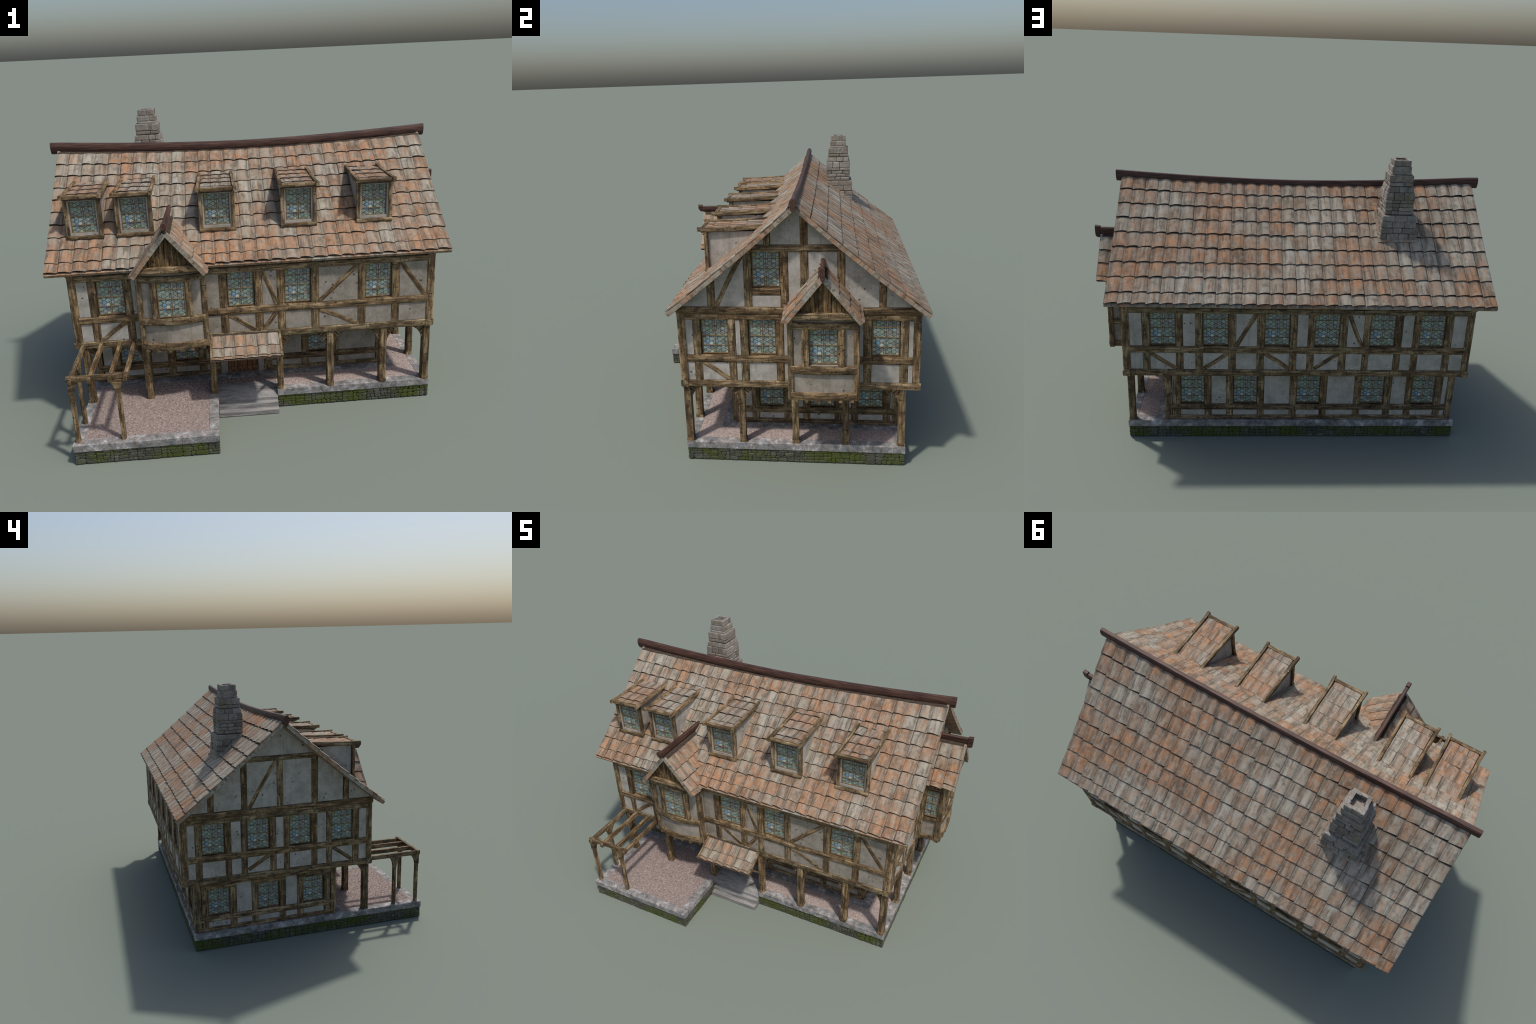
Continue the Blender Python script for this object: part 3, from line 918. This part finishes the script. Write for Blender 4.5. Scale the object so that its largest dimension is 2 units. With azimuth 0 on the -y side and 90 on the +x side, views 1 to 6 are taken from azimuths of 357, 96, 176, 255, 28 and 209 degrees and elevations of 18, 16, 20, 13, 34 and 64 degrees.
def course(cx, cy, hx0, hx1, z0, z1, g, lens, sink, put, depth=.02):
    """one course of stones round a square; half widths hx0 (bottom) and hx1 (top)"""
    gap = .0018
    for side in range(4):
        a = math.pi / 2 * side
        U, Nn = V((math.cos(a), math.sin(a), 0)), V((math.sin(a), -math.cos(a), 0))
        c0 = V((cx, cy, z0)) - U * hx0 + Nn * hx0
        c1 = V((cx, cy, z1)) - U * hx1 + Nn * hx1
        up = (c1 - c0) - U * (c1 - c0).dot(U)
        W = 2 * min(hx0, hx1)
        st = W * (0.0 if side % 2 else 0.0)
        x = 0.0
        while x < W - .002:
            l = g.uniform(*lens)
            if W - x - l < lens[0] * .7:
                l = W - x
            pr = g.uniform(-sink, sink * .4)
            vs, fs = rubble_block(l - gap, up.length - gap + (g.uniform(-.003, .001) if hx0 < .045 else 0), .0030, depth, g, .16)
            upn = up.normalized()
            nn = U.cross(upn)
            base = V((cx, cy, z0)) - U * (W / 2) + Nn * hx0 + U * (x + gap / 2) + upn * (gap / 2)
            put([base + U * p.x + upn * p.y + nn * (p.z + pr) for p in vs], fs)
            x += l

g = random.Random(21)
def chim_put(vs, fs):
    c = sum(vs, V()) / len(vs)
    M = Matrix.Translation(c)
    add("chimney_stone", [v - c for v in vs], fs, chimney, [CHIM], M)
courses = [(.0975, .0975, .955, 1.002, 0), (.0905, .0895, 1.000, 1.046, 0), (.089, .087, 1.046, 1.075, 0), (.087, .0855, 1.075, 1.108, 0), (.0855, .083, 1.108, 1.138, 0),
           (.0695, .0705, 1.138, 1.158, 0), (.0705, .0715, 1.158, 1.176, 1), (.0715, .0722, 1.176, 1.197, 0), (.0722, .0728, 1.197, 1.213, 1), (.0728, .0710, 1.213, 1.252, 0),
           (.0710, .0640, 1.252, 1.280, 0), (.0600, .0600, 1.280, 1.299, 1), (.0600, .0598, 1.299, 1.336, 0), (.0490, .0487, 1.334, 1.347, 1), (.0487, .0483, 1.347, 1.376, 0), (.0435, .0432, 1.375, 1.408, 0)]
for a, b, z0, z1, thin in courses:
    if z0 < .99:
        continue
    course(CX, CY, a, b, z0, z1, g, (.050, .095) if thin else (.030, .070), .0036, chim_put, .030 if a > .05 else .0165)
# closing plates for the ledges, hollow flue
led = Soup()
for h, z in ((.0805, 1.136), (.056, 1.2785), (.0575, 1.334), (.0465, 1.3745)):
    led.put(box_v((CX - h, CY - h, z - .03), (CX + h, CY + h, z)), BOX_F)
for sx, sy in ((1, 0), (-1, 0), (0, 1), (0, -1)):
    a = (CX + (sx * .028 if sx else -.040), CY + (sy * .028 if sy else -.028), 1.36)
    b = (CX + (sx * .040 if sx else .040), CY + (sy * .040 if sy else .028), 1.4065)
    led.put(box_v(tuple(map(min, zip(a, b))), tuple(map(max, zip(a, b)))), BOX_F)
led.done("chimney_shoulder", chimney, [CHIM])
# stone flashing lying on the tiles round the chimney foot
for (x0, y0), (x1, y1) in (((CX - .097, .4365), (CX + .097, .4365)), ((CX + .0925, .262), (CX + .0925, .443)), ((CX - .0925, .262), (CX - .0925, .443))):
    edge_blocks(chimney, slope_pt(x0, y0, -.006), slope_pt(x1, y1, -.006), (0, SN, CS), .013, .024, .03 if y0 == y1 else .2, 5, "flashing", dev=roof_dev)

# ------------------------------------------------------------------ dormers
def dormer(xc, seed):
    g = random.Random(seed)
    yf = -.282
    s = Soup()
    core = add("dormer", box_v((xc - .0725, -.262, .86), (xc + .0725, .03, 1.080)), BOX_F, house, [CLEAN])
    fac = Facade("y", yf, -1)
    gw, g0, g1 = .059, .9195, 1.0665
    for q in (rect(xc - .070, xc - gw, .905, 1.083), rect(xc + gw, xc + .070, .905, 1.083), rect(xc - gw, xc + gw, .905, g0), rect(xc - gw, xc + gw, g1, 1.083)):
        fac.plate(s, q, -.022, -.0075)
    s.done("plaster_surround", core, [CLEAN])
    window(V((xc, -.2655, g0 - .002)), (0, -1, 0), 2 * gw, g1 - g0 + .004, core, nested=False)
    for sx in (-1, 1):
        timber("post", (xc + sx * .0755, yf + .008, .893), (xc + sx * .0755, yf + .008, 1.088), .0175, .018, (0, -1, 0), core)
    timber("sill", (xc - .0845, yf + .006, .899), (xc + .0845, yf + .006, .899), .0165, .024, (0, -1, 0), core)
    timber("head_beam", (xc - .080, -.292, 1.0895), (xc + .080, -.292, 1.0895), .0165, .018, (0, -1, 0), core)
    # roof: nearly flat, barge rails on both sides, flared at the front
    O = V((xc - .071, -.303, 1.0905))
    E = V((xc - .071, .030, 1.1045))
    S = (E - O).normalized()
    slab = Soup()
    slab.put([V((xc - .074, -.296, 1.075)), V((xc + .074, -.296, 1.075)), V((xc + .074, .04, 1.090)), V((xc - .074, .04, 1.090)),
              V((xc - .074, -.296, 1.0865)), V((xc + .074, -.296, 1.0865)), V((xc + .074, .04, 1.0985)), V((xc - .074, .04, 1.0985))], BOX_F)
    rf = slab.done("dormer_roof", core, [ROOFBASE])
    off = g.uniform(-.02, .02)
    tile_roof(core, O + S * .012 - V((0, 0, .0035)), (1, 0, 0), S, .142, [0, .045, .122, .199, .276], .050, .090, False, seed, arch=.0022)
    for sx in (-1, 1):
        n = 12
        P, Un = [], []
        for i in range(n):
            t = i / (n - 1)
            y = -.310 + .335 * t
            P.append(V((xc + sx * (.0835 - .006 * t + .0025 * max(0, 1 - 6 * t)), y, 1.0915 + .0155 * t - .003 * math.sin(math.pi * t) + .002 * max(0, 1 - 6 * t))))
            Un.append(V((0, 0, 1)))
        curved("barge_rail", P, Un, .0150, .0190, core)

for i, xc in enumerate((-.791, -.5625, -.184, .193, .5475)):
    dormer(xc, 60 + i)

# ------------------------------------------------------------------ oriel bays
def oriel(name, fac, c, de, bow, dz, hw, win_side):
    """bay on a facade: centre c, depth de at the corner posts, extra bow in the middle"""
    def P(u, d, z):
        return fac.p(c + u, z + dz, d)
    def bd(u):
        return de + bow * (1 - (u / (hw - .012)) ** 2)
    nU = 11
    us = [-(hw - .012) + 2 * (hw - .012) * i / (nU - 1) for i in range(nU)]
    flip = (P(1, 0, 0) - P(0, 0, 0)).cross(fac.n).z > 0
    # plaster body following the bow
    full = [(-hw + .010, -.01)] + [(u, bd(u) - .010) for u in us] + [(hw - .010, -.01)]
    r = bd(.062) - (.009 if de < .08 else .030)
    notch = [(-hw + .010, -.01)] + [(u, bd(u) - .010) for u in us if u < -.07] + [(-.0625, bd(.0625) - .010), (-.0625, r), (.0625, r), (.0625, bd(.0625) - .010)] + [(u, bd(u) - .010) for u in us if u > .07] + [(hw - .010, -.01)]
    bs = Soup()
    crown = [(-.112, -.01)] + [(u, bd(u) - .010) for u in us if abs(u) < .112] + [(.112, -.01)]
    for plan, z0, z1 in ((full, .397, .549), (notch, .549, .722), (full, .722, .7525), (crown, .7525, .795)):
        k = len(plan)
        vs = [P(u, d, z0) for u, d in plan] + [P(u, d, z1) for u, d in plan]
        fs = [tuple(range(k - 1, -1, -1)), tuple(range(k, 2 * k))] + [(i, (i + 1) % k, k + (i + 1) % k, k + i) for i in range(k)]
        if flip:
            fs = [f[::-1] for f in fs]
        bs.put(vs, fs)
    body = bs.done(name, house, [GREY])
    N_ = [fac.n] * nU
    for z, h, pr in ((.4045, .034, .004), (.529, .036, .003), (.733, .029, .003)):
        curved("beam", [P(u, bd(u) + pr - .010, z) for u in us], N_, h, .020, body)
    for sx in (-1, 1):
        timber("post", P(sx * (hw - .012), de - .012, .386), P(sx * (hw - .012), de - .012, .756), .025, .025, fac.n, body)
        timber("post", P(sx * .077, bd(.077) - .009, .545), P(sx * .077, bd(.077) - .009, .722), .031, .020, fac.n, body)
        if de > .08:
            timber("post", P(sx * (hw - .011), .008, .388), P(sx * (hw - .011), .008, .756), .022, .022, fac.n, body)
        side = V(fac.p(1, 0, 0) - fac.p(0, 0, 0)) * sx
        for z, h in ((.4045, .030), (.529, .030), (.735, .024)):
            timber("beam", P(sx * (hw - .013), -.01, z), P(sx * (hw - .013), de - .012, z), h, .020, side, body)
        if de > .08:
            if sx == win_side:
                window(P(sx * (hw - .010) + sx * .0035, .058, .552), side, .068, .168, body)
                for d0 in (.020, .096):
                    timber("post", P(sx * (hw - .013), d0, .54), P(sx * (hw - .013), d0, .73), .010, .018, side, body)
            else:
                timber("post", P(sx * (hw - .013), .052, .40), P(sx * (hw - .013), .052, .74), .022, .020, side, body)
    window(P(0, bd(.062) - (.0045 if de < .08 else .0255), .551), fac.n, .124, .168, body)
    # floor joist ends under the bay
    for i in range(6):
        u = -(hw - .03) + 2 * (hw - .03) * i / 5
        timber("joist", P(u, -.02, .3855), P(u, bd(u) + .003, .3855), .015, .013, (0, 0, 1), body)
    # gable: tie beam, boards
    dt = .083 if de < .08 else .138
    timber("tie_beam", P(-.137, dt + .002, .782), P(.137, dt + .002, .782), .031, .022, fac.n, body)
    sl = 1.229
    u = -.128
    while u < .125:
        w = rng.uniform(.013, .024)
        top = .943 - sl * max(abs(u + .001), abs(u + w - .001)) + .006
        if top > .80:
            timber("gable_plank", P(u + w / 2, dt - .012 + rng.uniform(0, .003), .788), P(u + w / 2, dt - .012 + rng.uniform(0, .003), min(top + .008, .948 - sl * min(abs(u), abs(u + w)) if u * (u + w) > 0 else .945)), w - .0008, .016, fac.n, body, mat=PLANK)
        u += w
    back = Soup()
    fac2 = Facade(fac.axis, fac.plane, fac.sign)
    fac2.plate(back, [(c - .12, .79 + dz), (c + .12, .79 + dz), (c, .938 + dz)], -.01, dt - .018)
    back.done("gable_back", body, [DARK])
    # roof
    front = .1085 if de < .08 else .165
    inner = -.26 if de < .08 else -.03
    hwr, zt, zr = .168, .7695, .976
    S2 = math.atan2(zr - zt, hwr)
    cs, sn = math.cos(S2), math.sin(S2)
    def R(u, d, dr):
        return P(u, d, zr - (zr - zt) / hwr * abs(u) - dr / cs)
    vs = []
    for d in (inner, front - .004):
        vs += [R(-hwr + .003, d, .008), R(0, d, .008), R(hwr - .003, d, .008), R(hwr - .014, d, .0215), R(0, d, .0215), R(-hwr + .014, d, .0215)]
    fs = [(0, 1, 7, 6), (1, 2, 8, 7), (2, 3, 9, 8), (3, 4, 10, 9), (4, 5, 11, 10), (5, 0, 6, 11), (5, 4, 1, 0), (4, 3, 2, 1), (6, 7, 10, 11), (7, 8, 9, 10)]
    if flip:
        fs = [f[::-1] for f in fs]
    rf = add("bay_roof", vs, fs, body, [ROOFBASE, TILE_EDGE], fmat=[0, 0, 0, 1, 1, 0, 0, 0, 0, 0])
    ux = (P(1, 0, 0) - P(0, 0, 0))
    Lr = math.hypot(hwr, zr - zt)
    for sx in (-1, 1):
        along = fac.n if (ux * sx).cross(V((0, 0, 1))).dot(fac.n) > 0 else -fac.n
        S = (R(0, 0, 0) - R(sx * hwr, 0, 0)).normalized()
        d0 = inner if along.dot(fac.n) > 0 else front
        A = along if along.cross(S).z > 0 else -along
        d0 = inner if A.dot(fac.n) > 0 else front
        tile_roof(body, R(sx * hwr, d0, .0065), A, S, front - inner, [0, .028, .098, .168], .062, .082, False, 70 + sx, arch=.0036)
        nr = A.cross(S)
        edge_blocks(body, R(sx * (hwr - .001), front - .006, .0035), R(sx * .010, front - .006, .0035), nr, .0125, .020, .075, 80 + sx)
    # little ridge with raised tip
    w = .0092
    sec = [(0, -.036), (w, -.022), (w, -.004), (w * .6, 0), (-w * .6, 0), (-w, -.004), (-w, -.022)]
    tip = [(a * 1.15, z if z < -.03 else z + .006) for a, z in sec]
    d1 = inner if de < .08 else -.02
    tipd = .141 if de < .08 else .192
    zz = .997 - dz if de < .08 else .993
    pts = [P(0, d1, zz), P(0, (d1 + tipd) / 2, zz - .001), P(0, tipd - .026, zz), P(0, tipd - .024, zz + .001), P(0, tipd - .010, zz + .002), P(0, tipd, zz + .004)]
    if de > .08:
        sec = [(a, z - .012 if z < -.03 else z) for a, z in sec]
        tip = [(a, z - .022 if z < -.03 else (z - .020 if z < -.01 else z)) for a, z in tip]
    ridge_beam("ridge_beam", pts, [sec, sec, sec, tip, tip, [(a, z + (.012 if de < .08 else .004) if z < -.02 else z) for a, z in tip]], body, ux)
    return body

oriel("oriel_bay", FRONT, -.411, .0475, .027, 0.0, .157, 0)
oriel("oriel_bay", RIGHT, .2685, .121, .010, 0.0115, .153, -1)

# ------------------------------------------------------------------ foundation
base = Soup()
base.put(box_v((-.858, -.298, 0.0), (.802, .632, .066)), BOX_F)
base.put(box_v((.0565, -.378, 0.0), (.802, -.29, .0658)), BOX_F)
base.put(box_v((-.858, -.718, 0.0), (-.240, -.290, .0655)), BOX_F)
found = base.done("foundation", house, [MORTAR])
s = Soup()
gs = random.Random(33)
def plinth_run(p0, p1):
    p0, p1 = V((*p0, 0)), V((*p1, 0))
    U = (p1 - p0).normalized()
    L = (p1 - p0).length
    Nn = U.cross(V((0, 0, 1)))
    m = 0.0
    while m < L - .001:
        # random rubble: short runs with their own course heights
        ml = gs.uniform(.05, .12)
        if L - m - ml < .04:
            ml = L - m
        hs = [gs.uniform(.7, 1.5) for _ in range(gs.choice((3, 3, 4, 4, 5)))]
        z = 0.0
        for h in [.0645 * q / sum(hs) for q in hs]:
            x = 0.0
            while x < ml - .001:
                l = gs.uniform(.016, .046)
                if ml - x - l < .014:
                    l = ml - x
                vs, fs = rubble_block(l - .0008, h - .0006, .0020, .008, gs)
                pr = gs.uniform(-.0030, -.0004)
                a = gs.uniform(-.05, .05)
                s.put([p0 + U * (m + x + .0008 + p.x) + V((0, 0, max(.0004, z + .0008 + p.y + a * (p.x - l / 2)))) + Nn * (p.z + pr) for p in vs], fs)
                x += l
            z += h
        m += ml
ring = [(-.8635, -.7235), (-.2345, -.7235), (-.2345, -.2990), (.0562, -.2990), (.0562, -.3845), (.8062, -.3845), (.8062, .6375), (-.8635, .6375)]
for a, b in zip(ring, ring[1:] + ring[:1]):
    plinth_run(a, b)
s.done("plinth_stones", found, [PLINTH], stuff=True)

kw = .0445
def kerb(x0, y0, x1, y1, z0=.064, z1=.0985):
    horizontal = abs(x1 - x0) > abs(y1 - y0)
    w = (y1 - y0) if horizontal else (x1 - x0)
    p0 = V(((x0 if horizontal else (x0 + x1) / 2), ((y0 + y1) / 2 if horizontal else y0), (z0 + z1) / 2))
    p1 = V(((x1 if horizontal else (x0 + x1) / 2), ((y0 + y1) / 2 if horizontal else y1), (z0 + z1) / 2))
    M = frame(p0, p1 - p0, (0, 0, 1))
    L = (p1 - p0).length
    n = max(2, int(L / .03))
    h, hw, b = (z1 - z0) / 2, w / 2, .0028
    sec = [(-hw, -h), (hw, -h), (hw, h - b), (hw - b, h), (-hw + b, h), (-hw, h - b)]
    vs, fs = [], []
    for i in range(n + 1):
        t = L * i / n
        q = p0 + (p1 - p0) * (i / n)
        jy, jz = .0008 * mnoise.noise(q * 20), .0006 * mnoise.noise(q * 26 + V((3, 3, 3)))
        vs += [V((t, a + (jy if abs(a) > hw - .001 else 0), c + (jz if c > 0 else 0))) for a, c in sec]
    k = 6
    for i in range(n):
        for j in range(k):
            a, b_ = i * k + j, i * k + (j + 1) % k
            fs.append((a, b_, b_ + k, a + k))
    fs += [tuple(range(k - 1, -1, -1)), tuple(n * k + j for j in range(k))]
    add("kerb", vs, fs, found, [SLAB], M, smooth=25)
kerb(-.865, -.7252, -.2330, -.6785)
kerb(-.865, -.6785, -.8195, .5915)
kerb(-.2795, -.6785, -.2330, -.2990)
kerb(.0560, -.3865, .8080, -.3420)
kerb(.7635, -.3420, .8080, .5915)
kerb(-.865, .5915, .8080, .6392)
kerb(-.8195, -.2420, .6720, -.1700)
kerb(.6070, -.1700, .6720, .5915)
# gravel bed with loose pebbles
gr = Soup()
beds = [(-.8195, -.6785, -.2795, -.2420), (-.2795, -.2990, .0560, -.2420), (.0560, -.3420, .7635, -.2420), (.6720, -.2420, .7635, .5915)]
for x0, y0, x1, y1 in beds:
    gr.put(box_v((x0 - .001, y0 - .001, .06), (x1 + .001, y1 + .001, .0972 + .0001 * len(gr.v) / 8)), BOX_F)
gp = random.Random(8)
octa = [V((1, 0, 0)), V((0, 1, 0)), V((-1, 0, 0)), V((0, -1, 0)), V((0, 0, 1))]
octf = [(0, 1, 4), (1, 2, 4), (2, 3, 4), (3, 0, 4)]
for x0, y0, x1, y1 in beds:
    for _ in range(int((x1 - x0) * (y1 - y0) * 24000)):
        c = V((gp.uniform(x0 + .002, x1 - .002), gp.uniform(y0 + .002, y1 - .002), .0968))
        r, a = gp.uniform(.0017, .0042), gp.uniform(0, 6.3)
        ca, sa = math.cos(a), math.sin(a)
        gr.put([c + V(((p.x * ca - p.y * sa * .7) * r, (p.x * sa + p.y * ca * .7) * r, p.z * r * .75)) for p in octa], octf)
gr.done("gravel", found, [GRAVEL], stuff=True)
# steps
st = Soup()
xa, xb = -.2335, .0550
prof = [(-.4405, .0), (-.4407, .0205), (-.4385, .0222), (-.4155, .0230), (-.4150, .0440), (-.4130, .0462), (-.3950, .0490), (-.3935, .0630), (-.3700, .0755), (-.3500, .0845), (-.3250, .0930), (-.310, .0968), (-.300, .0984), (-.296, .06), (-.296, .0)]
k = len(prof)
nx = 14
for i in range(nx + 1):
    x = xa + (xb - xa) * i / nx
    for j, (y, z) in enumerate(prof):
        w = .0016 * mnoise.noise(V((x * 22, j * 1.7, 3))) if 0 < j < k - 2 else 0
        wy = .0012 * mnoise.noise(V((x * 22, j * 1.7, 8))) if 0 < j < k - 2 else 0
        st.v.append(V((x, y + wy, z + w - (.0008 if j > 10 else 0))))
for i in range(nx):
    for j in range(k):
        a, b = i * k + j, i * k + (j + 1) % k
        st.f.append((a, a + k, b + k, b))
st.f += [tuple(range(k)), tuple(nx * k + j for j in range(k - 1, -1, -1))]
st.m = [0] * len(st.f)
st.done("steps", found, [STEP], smooth=30)

# ------------------------------------------------------------------ porch posts and arched brackets
porch = Soup()
def bracket(P0, U, w=.086, h=.096, th=.016):
    """lath-filled spandrel: P0 the inner top corner, U direction away from the post"""
    U = V(U)
    Z = V((0, 0, 1))
    Nn = U.cross(Z)
    soup = Soup()
    n = 9
    def end(c):
        # along the diagonal from the edge to the hollow quarter ellipse centred at (w,-h)
        s0 = V((max(c, 0) * 1.414, -max(-c, 0) * 1.414))
        t = 0.0
        while t < .12:
            q = s0 + V((.7071, -.7071)) * t
            if q.x >= w or q.y <= -h or ((q.x - w) / w) ** 2 + ((q.y + h) / h) ** 2 < 1:
                break
            t += .0006
        return s0, s0 + V((.7071, -.7071)) * max(t, .0012)
    cmin, cmax = -h / 1.414, w / 1.414
    for i in range(n):
        c0, c1 = cmin + (cmax - cmin) * i / n, cmin + (cmax - cmin) * (i + .80) / n
        a0, b0 = end(c0)
        a1, b1 = end(c1)
        k = th / 2 * rng.uniform(.8, 1.1)
        poly = [a0, a1, b1, b0]
        vs = [P0 + U * q.x + Z * q.y - Nn * k for q in poly] + [P0 + U * q.x + Z * q.y + Nn * k for q in poly]
        soup.put(vs, BOX_F)
    # thin solid web between the laths
    arc = [V((0, 0)), V((w, 0))] + [V((w - w * math.sin(a), -h + h * math.cos(a))) for a in [math.pi / 2 * i / 10 for i in range(11)]]
    vs = [P0 + U * q.x + Z * q.y - Nn * th * .28 for q in arc] + [P0 + U * q.x + Z * q.y + Nn * th * .3 for q in arc]
    m = len(arc)
    fs = []
    for i in range(1, m - 1):
        fs += [(0, i + 1, i), (m, m + i, m + i + 1)]
    fs += [(i, (i + 1) % m, m + (i + 1) % m, m + i) for i in range(m)]
    soup.put(vs, fs, 1)
    M = frame(P0, U * .7071 - Z * .7071, Nn)
    soup.done("bracket", upper_core, [OAK, DARK], M=M)

def porch_post(x, y, w=.034, brackets=()):
    timber("porch_post", (x, y, .097), (x, y, .392), w, w, (0, -1, 0), upper_core, wob=.8)
    timber("post_foot", (x, y, .097), (x, y, .113), w + .004, w + .004, (0, -1, 0), upper_core, wob=.6)
    for U in brackets:
        U = V(U)
        bracket(V((x, y, .389)) + U * (w / 2 - .001), U)
XP, XM, YP, YM = (1, 0, 0), (-1, 0, 0), (0, 1, 0), (0, -1, 0)
yp = -.3690
for x, br in ((-.8400, (XP, YP)), (-.5620, (XM, XP)), (-.2510, (XM,)), (.0730, (XP,)), (.3160, (XM, XP)), (.5745, (XM, XP)), (.7860, (XM, YP))):
    porch_post(x, yp, .034 if x not in (-.251, .073) else .030, br)
for y, br in ((-.1145, (YM, YP)), (.1345, (YM, YP)), (.3665, (YM, YP)), (.6190, (YM,))):
    porch_post(.7865, y, .031, br)

# ------------------------------------------------------------------ entrance canopy
can = Soup()
cprof = [(-.394, .4170), (-.425, .3935), (-.457, .3735), (-.490, .3590), (-.519, .3510)]
xa, xb = -.2465, .0690
vs = []
for x in (xa, xb):
    vs += [V((x, y, z - .006)) for y, z in cprof] + [V((x, y, z - .0095)) for y, z in reversed(cprof)]
k = 10
fs = [(i, (i + 1) % k, k + (i + 1) % k, k + i) for i in range(k)] + [tuple(range(k - 1, -1, -1)), tuple(range(k, 2 * k))]
canopy = add("entrance_canopy", vs, fs, house, [ROOFBASE])
segs = [((-.516, .3510), (-.498, .3562)), ((-.500, .3550), (-.446, .3795)), ((-.449, .3780), (-.396, .4155))]
for i, (a, b) in enumerate(segs):
    S = V((0, b[0] - a[0], b[1] - a[1]))
    tile_roof(canopy, (xa, a[0], a[1] - .0068), (1, 0, 0), S, xb - xa, [0], .0527, S.length + .010, False, 91 + i, jit=.003, arch=.0036 if i else .0016)
for x in (xa - .004, xb + .004):
    curved("barge_board", [V((x, y, z - .003)) for y, z in cprof], [V((0, 0, 1))] * 5, .012, .0145, canopy)
for x in (-.2500, .0700):
    timber("strut", (x, -.380, .2480), (x, -.468, .3400), .011, .010, (1, 0, 0), canopy)

# ------------------------------------------------------------------ pergola
perg = timber("pergola", (-.8565, -.6995, .4060), (-.5965, -.6995, .4060), .023, .015, (0, -1, 0), house)
for x in (-.8430, -.7610, -.6745, -.6105):
    timber("rafter", (x, -.385, .4035), (x, -.7165, .4015), .0165, .0240, (0, 0, 1), perg)
for x, y in ((-.8430, -.6985), (-.6465, -.6985), (-.8410, -.5570)):
    timber("pergola_post", (x, y, .097), (x, y, .395), .0185, .0185, (0, -1, 0), perg)
    # flared capital of stacked rings; the corner one only flares inwards
    n = 9
    vs, fs = [], []
    corner = x < -.8 and y < -.65
    for i in range(n):
        t = i / (n - 1)
        fl = (.026 * t ** 2.2) * (1 + .05 * (-1) ** i)
        b = .0105
        x0, x1 = (-b, b + fl) if corner else ((-b - fl, b + fl) if y < -.65 else (-b, b))
        y0, y1 = (-b, b + fl) if corner else ((-b - fl, b + fl) if y > -.65 else (-b, b))
        vs += [V((x + px, y + py, .335 + .058 * t)) for px, py in ((x0, y0), (x1, y0), (x1, y1), (x0, y1))]
    for i in range(n - 1):
        for j in range(4):
            a, b = i * 4 + j, i * 4 + (j + 1) % 4
            fs.append((a, b, b + 4, a + 4))
    fs += [(3, 2, 1, 0), tuple(4 * n - 4 + j for j in range(4))]
    M = frame((x, y, .335), (0, 0, 1) if False else (1, 0, 0), (0, -1, 0))
    add("capital", [M.inverted() @ v for v in vs], fs, perg, [OAK], M)

bpy.context.view_layer.update()
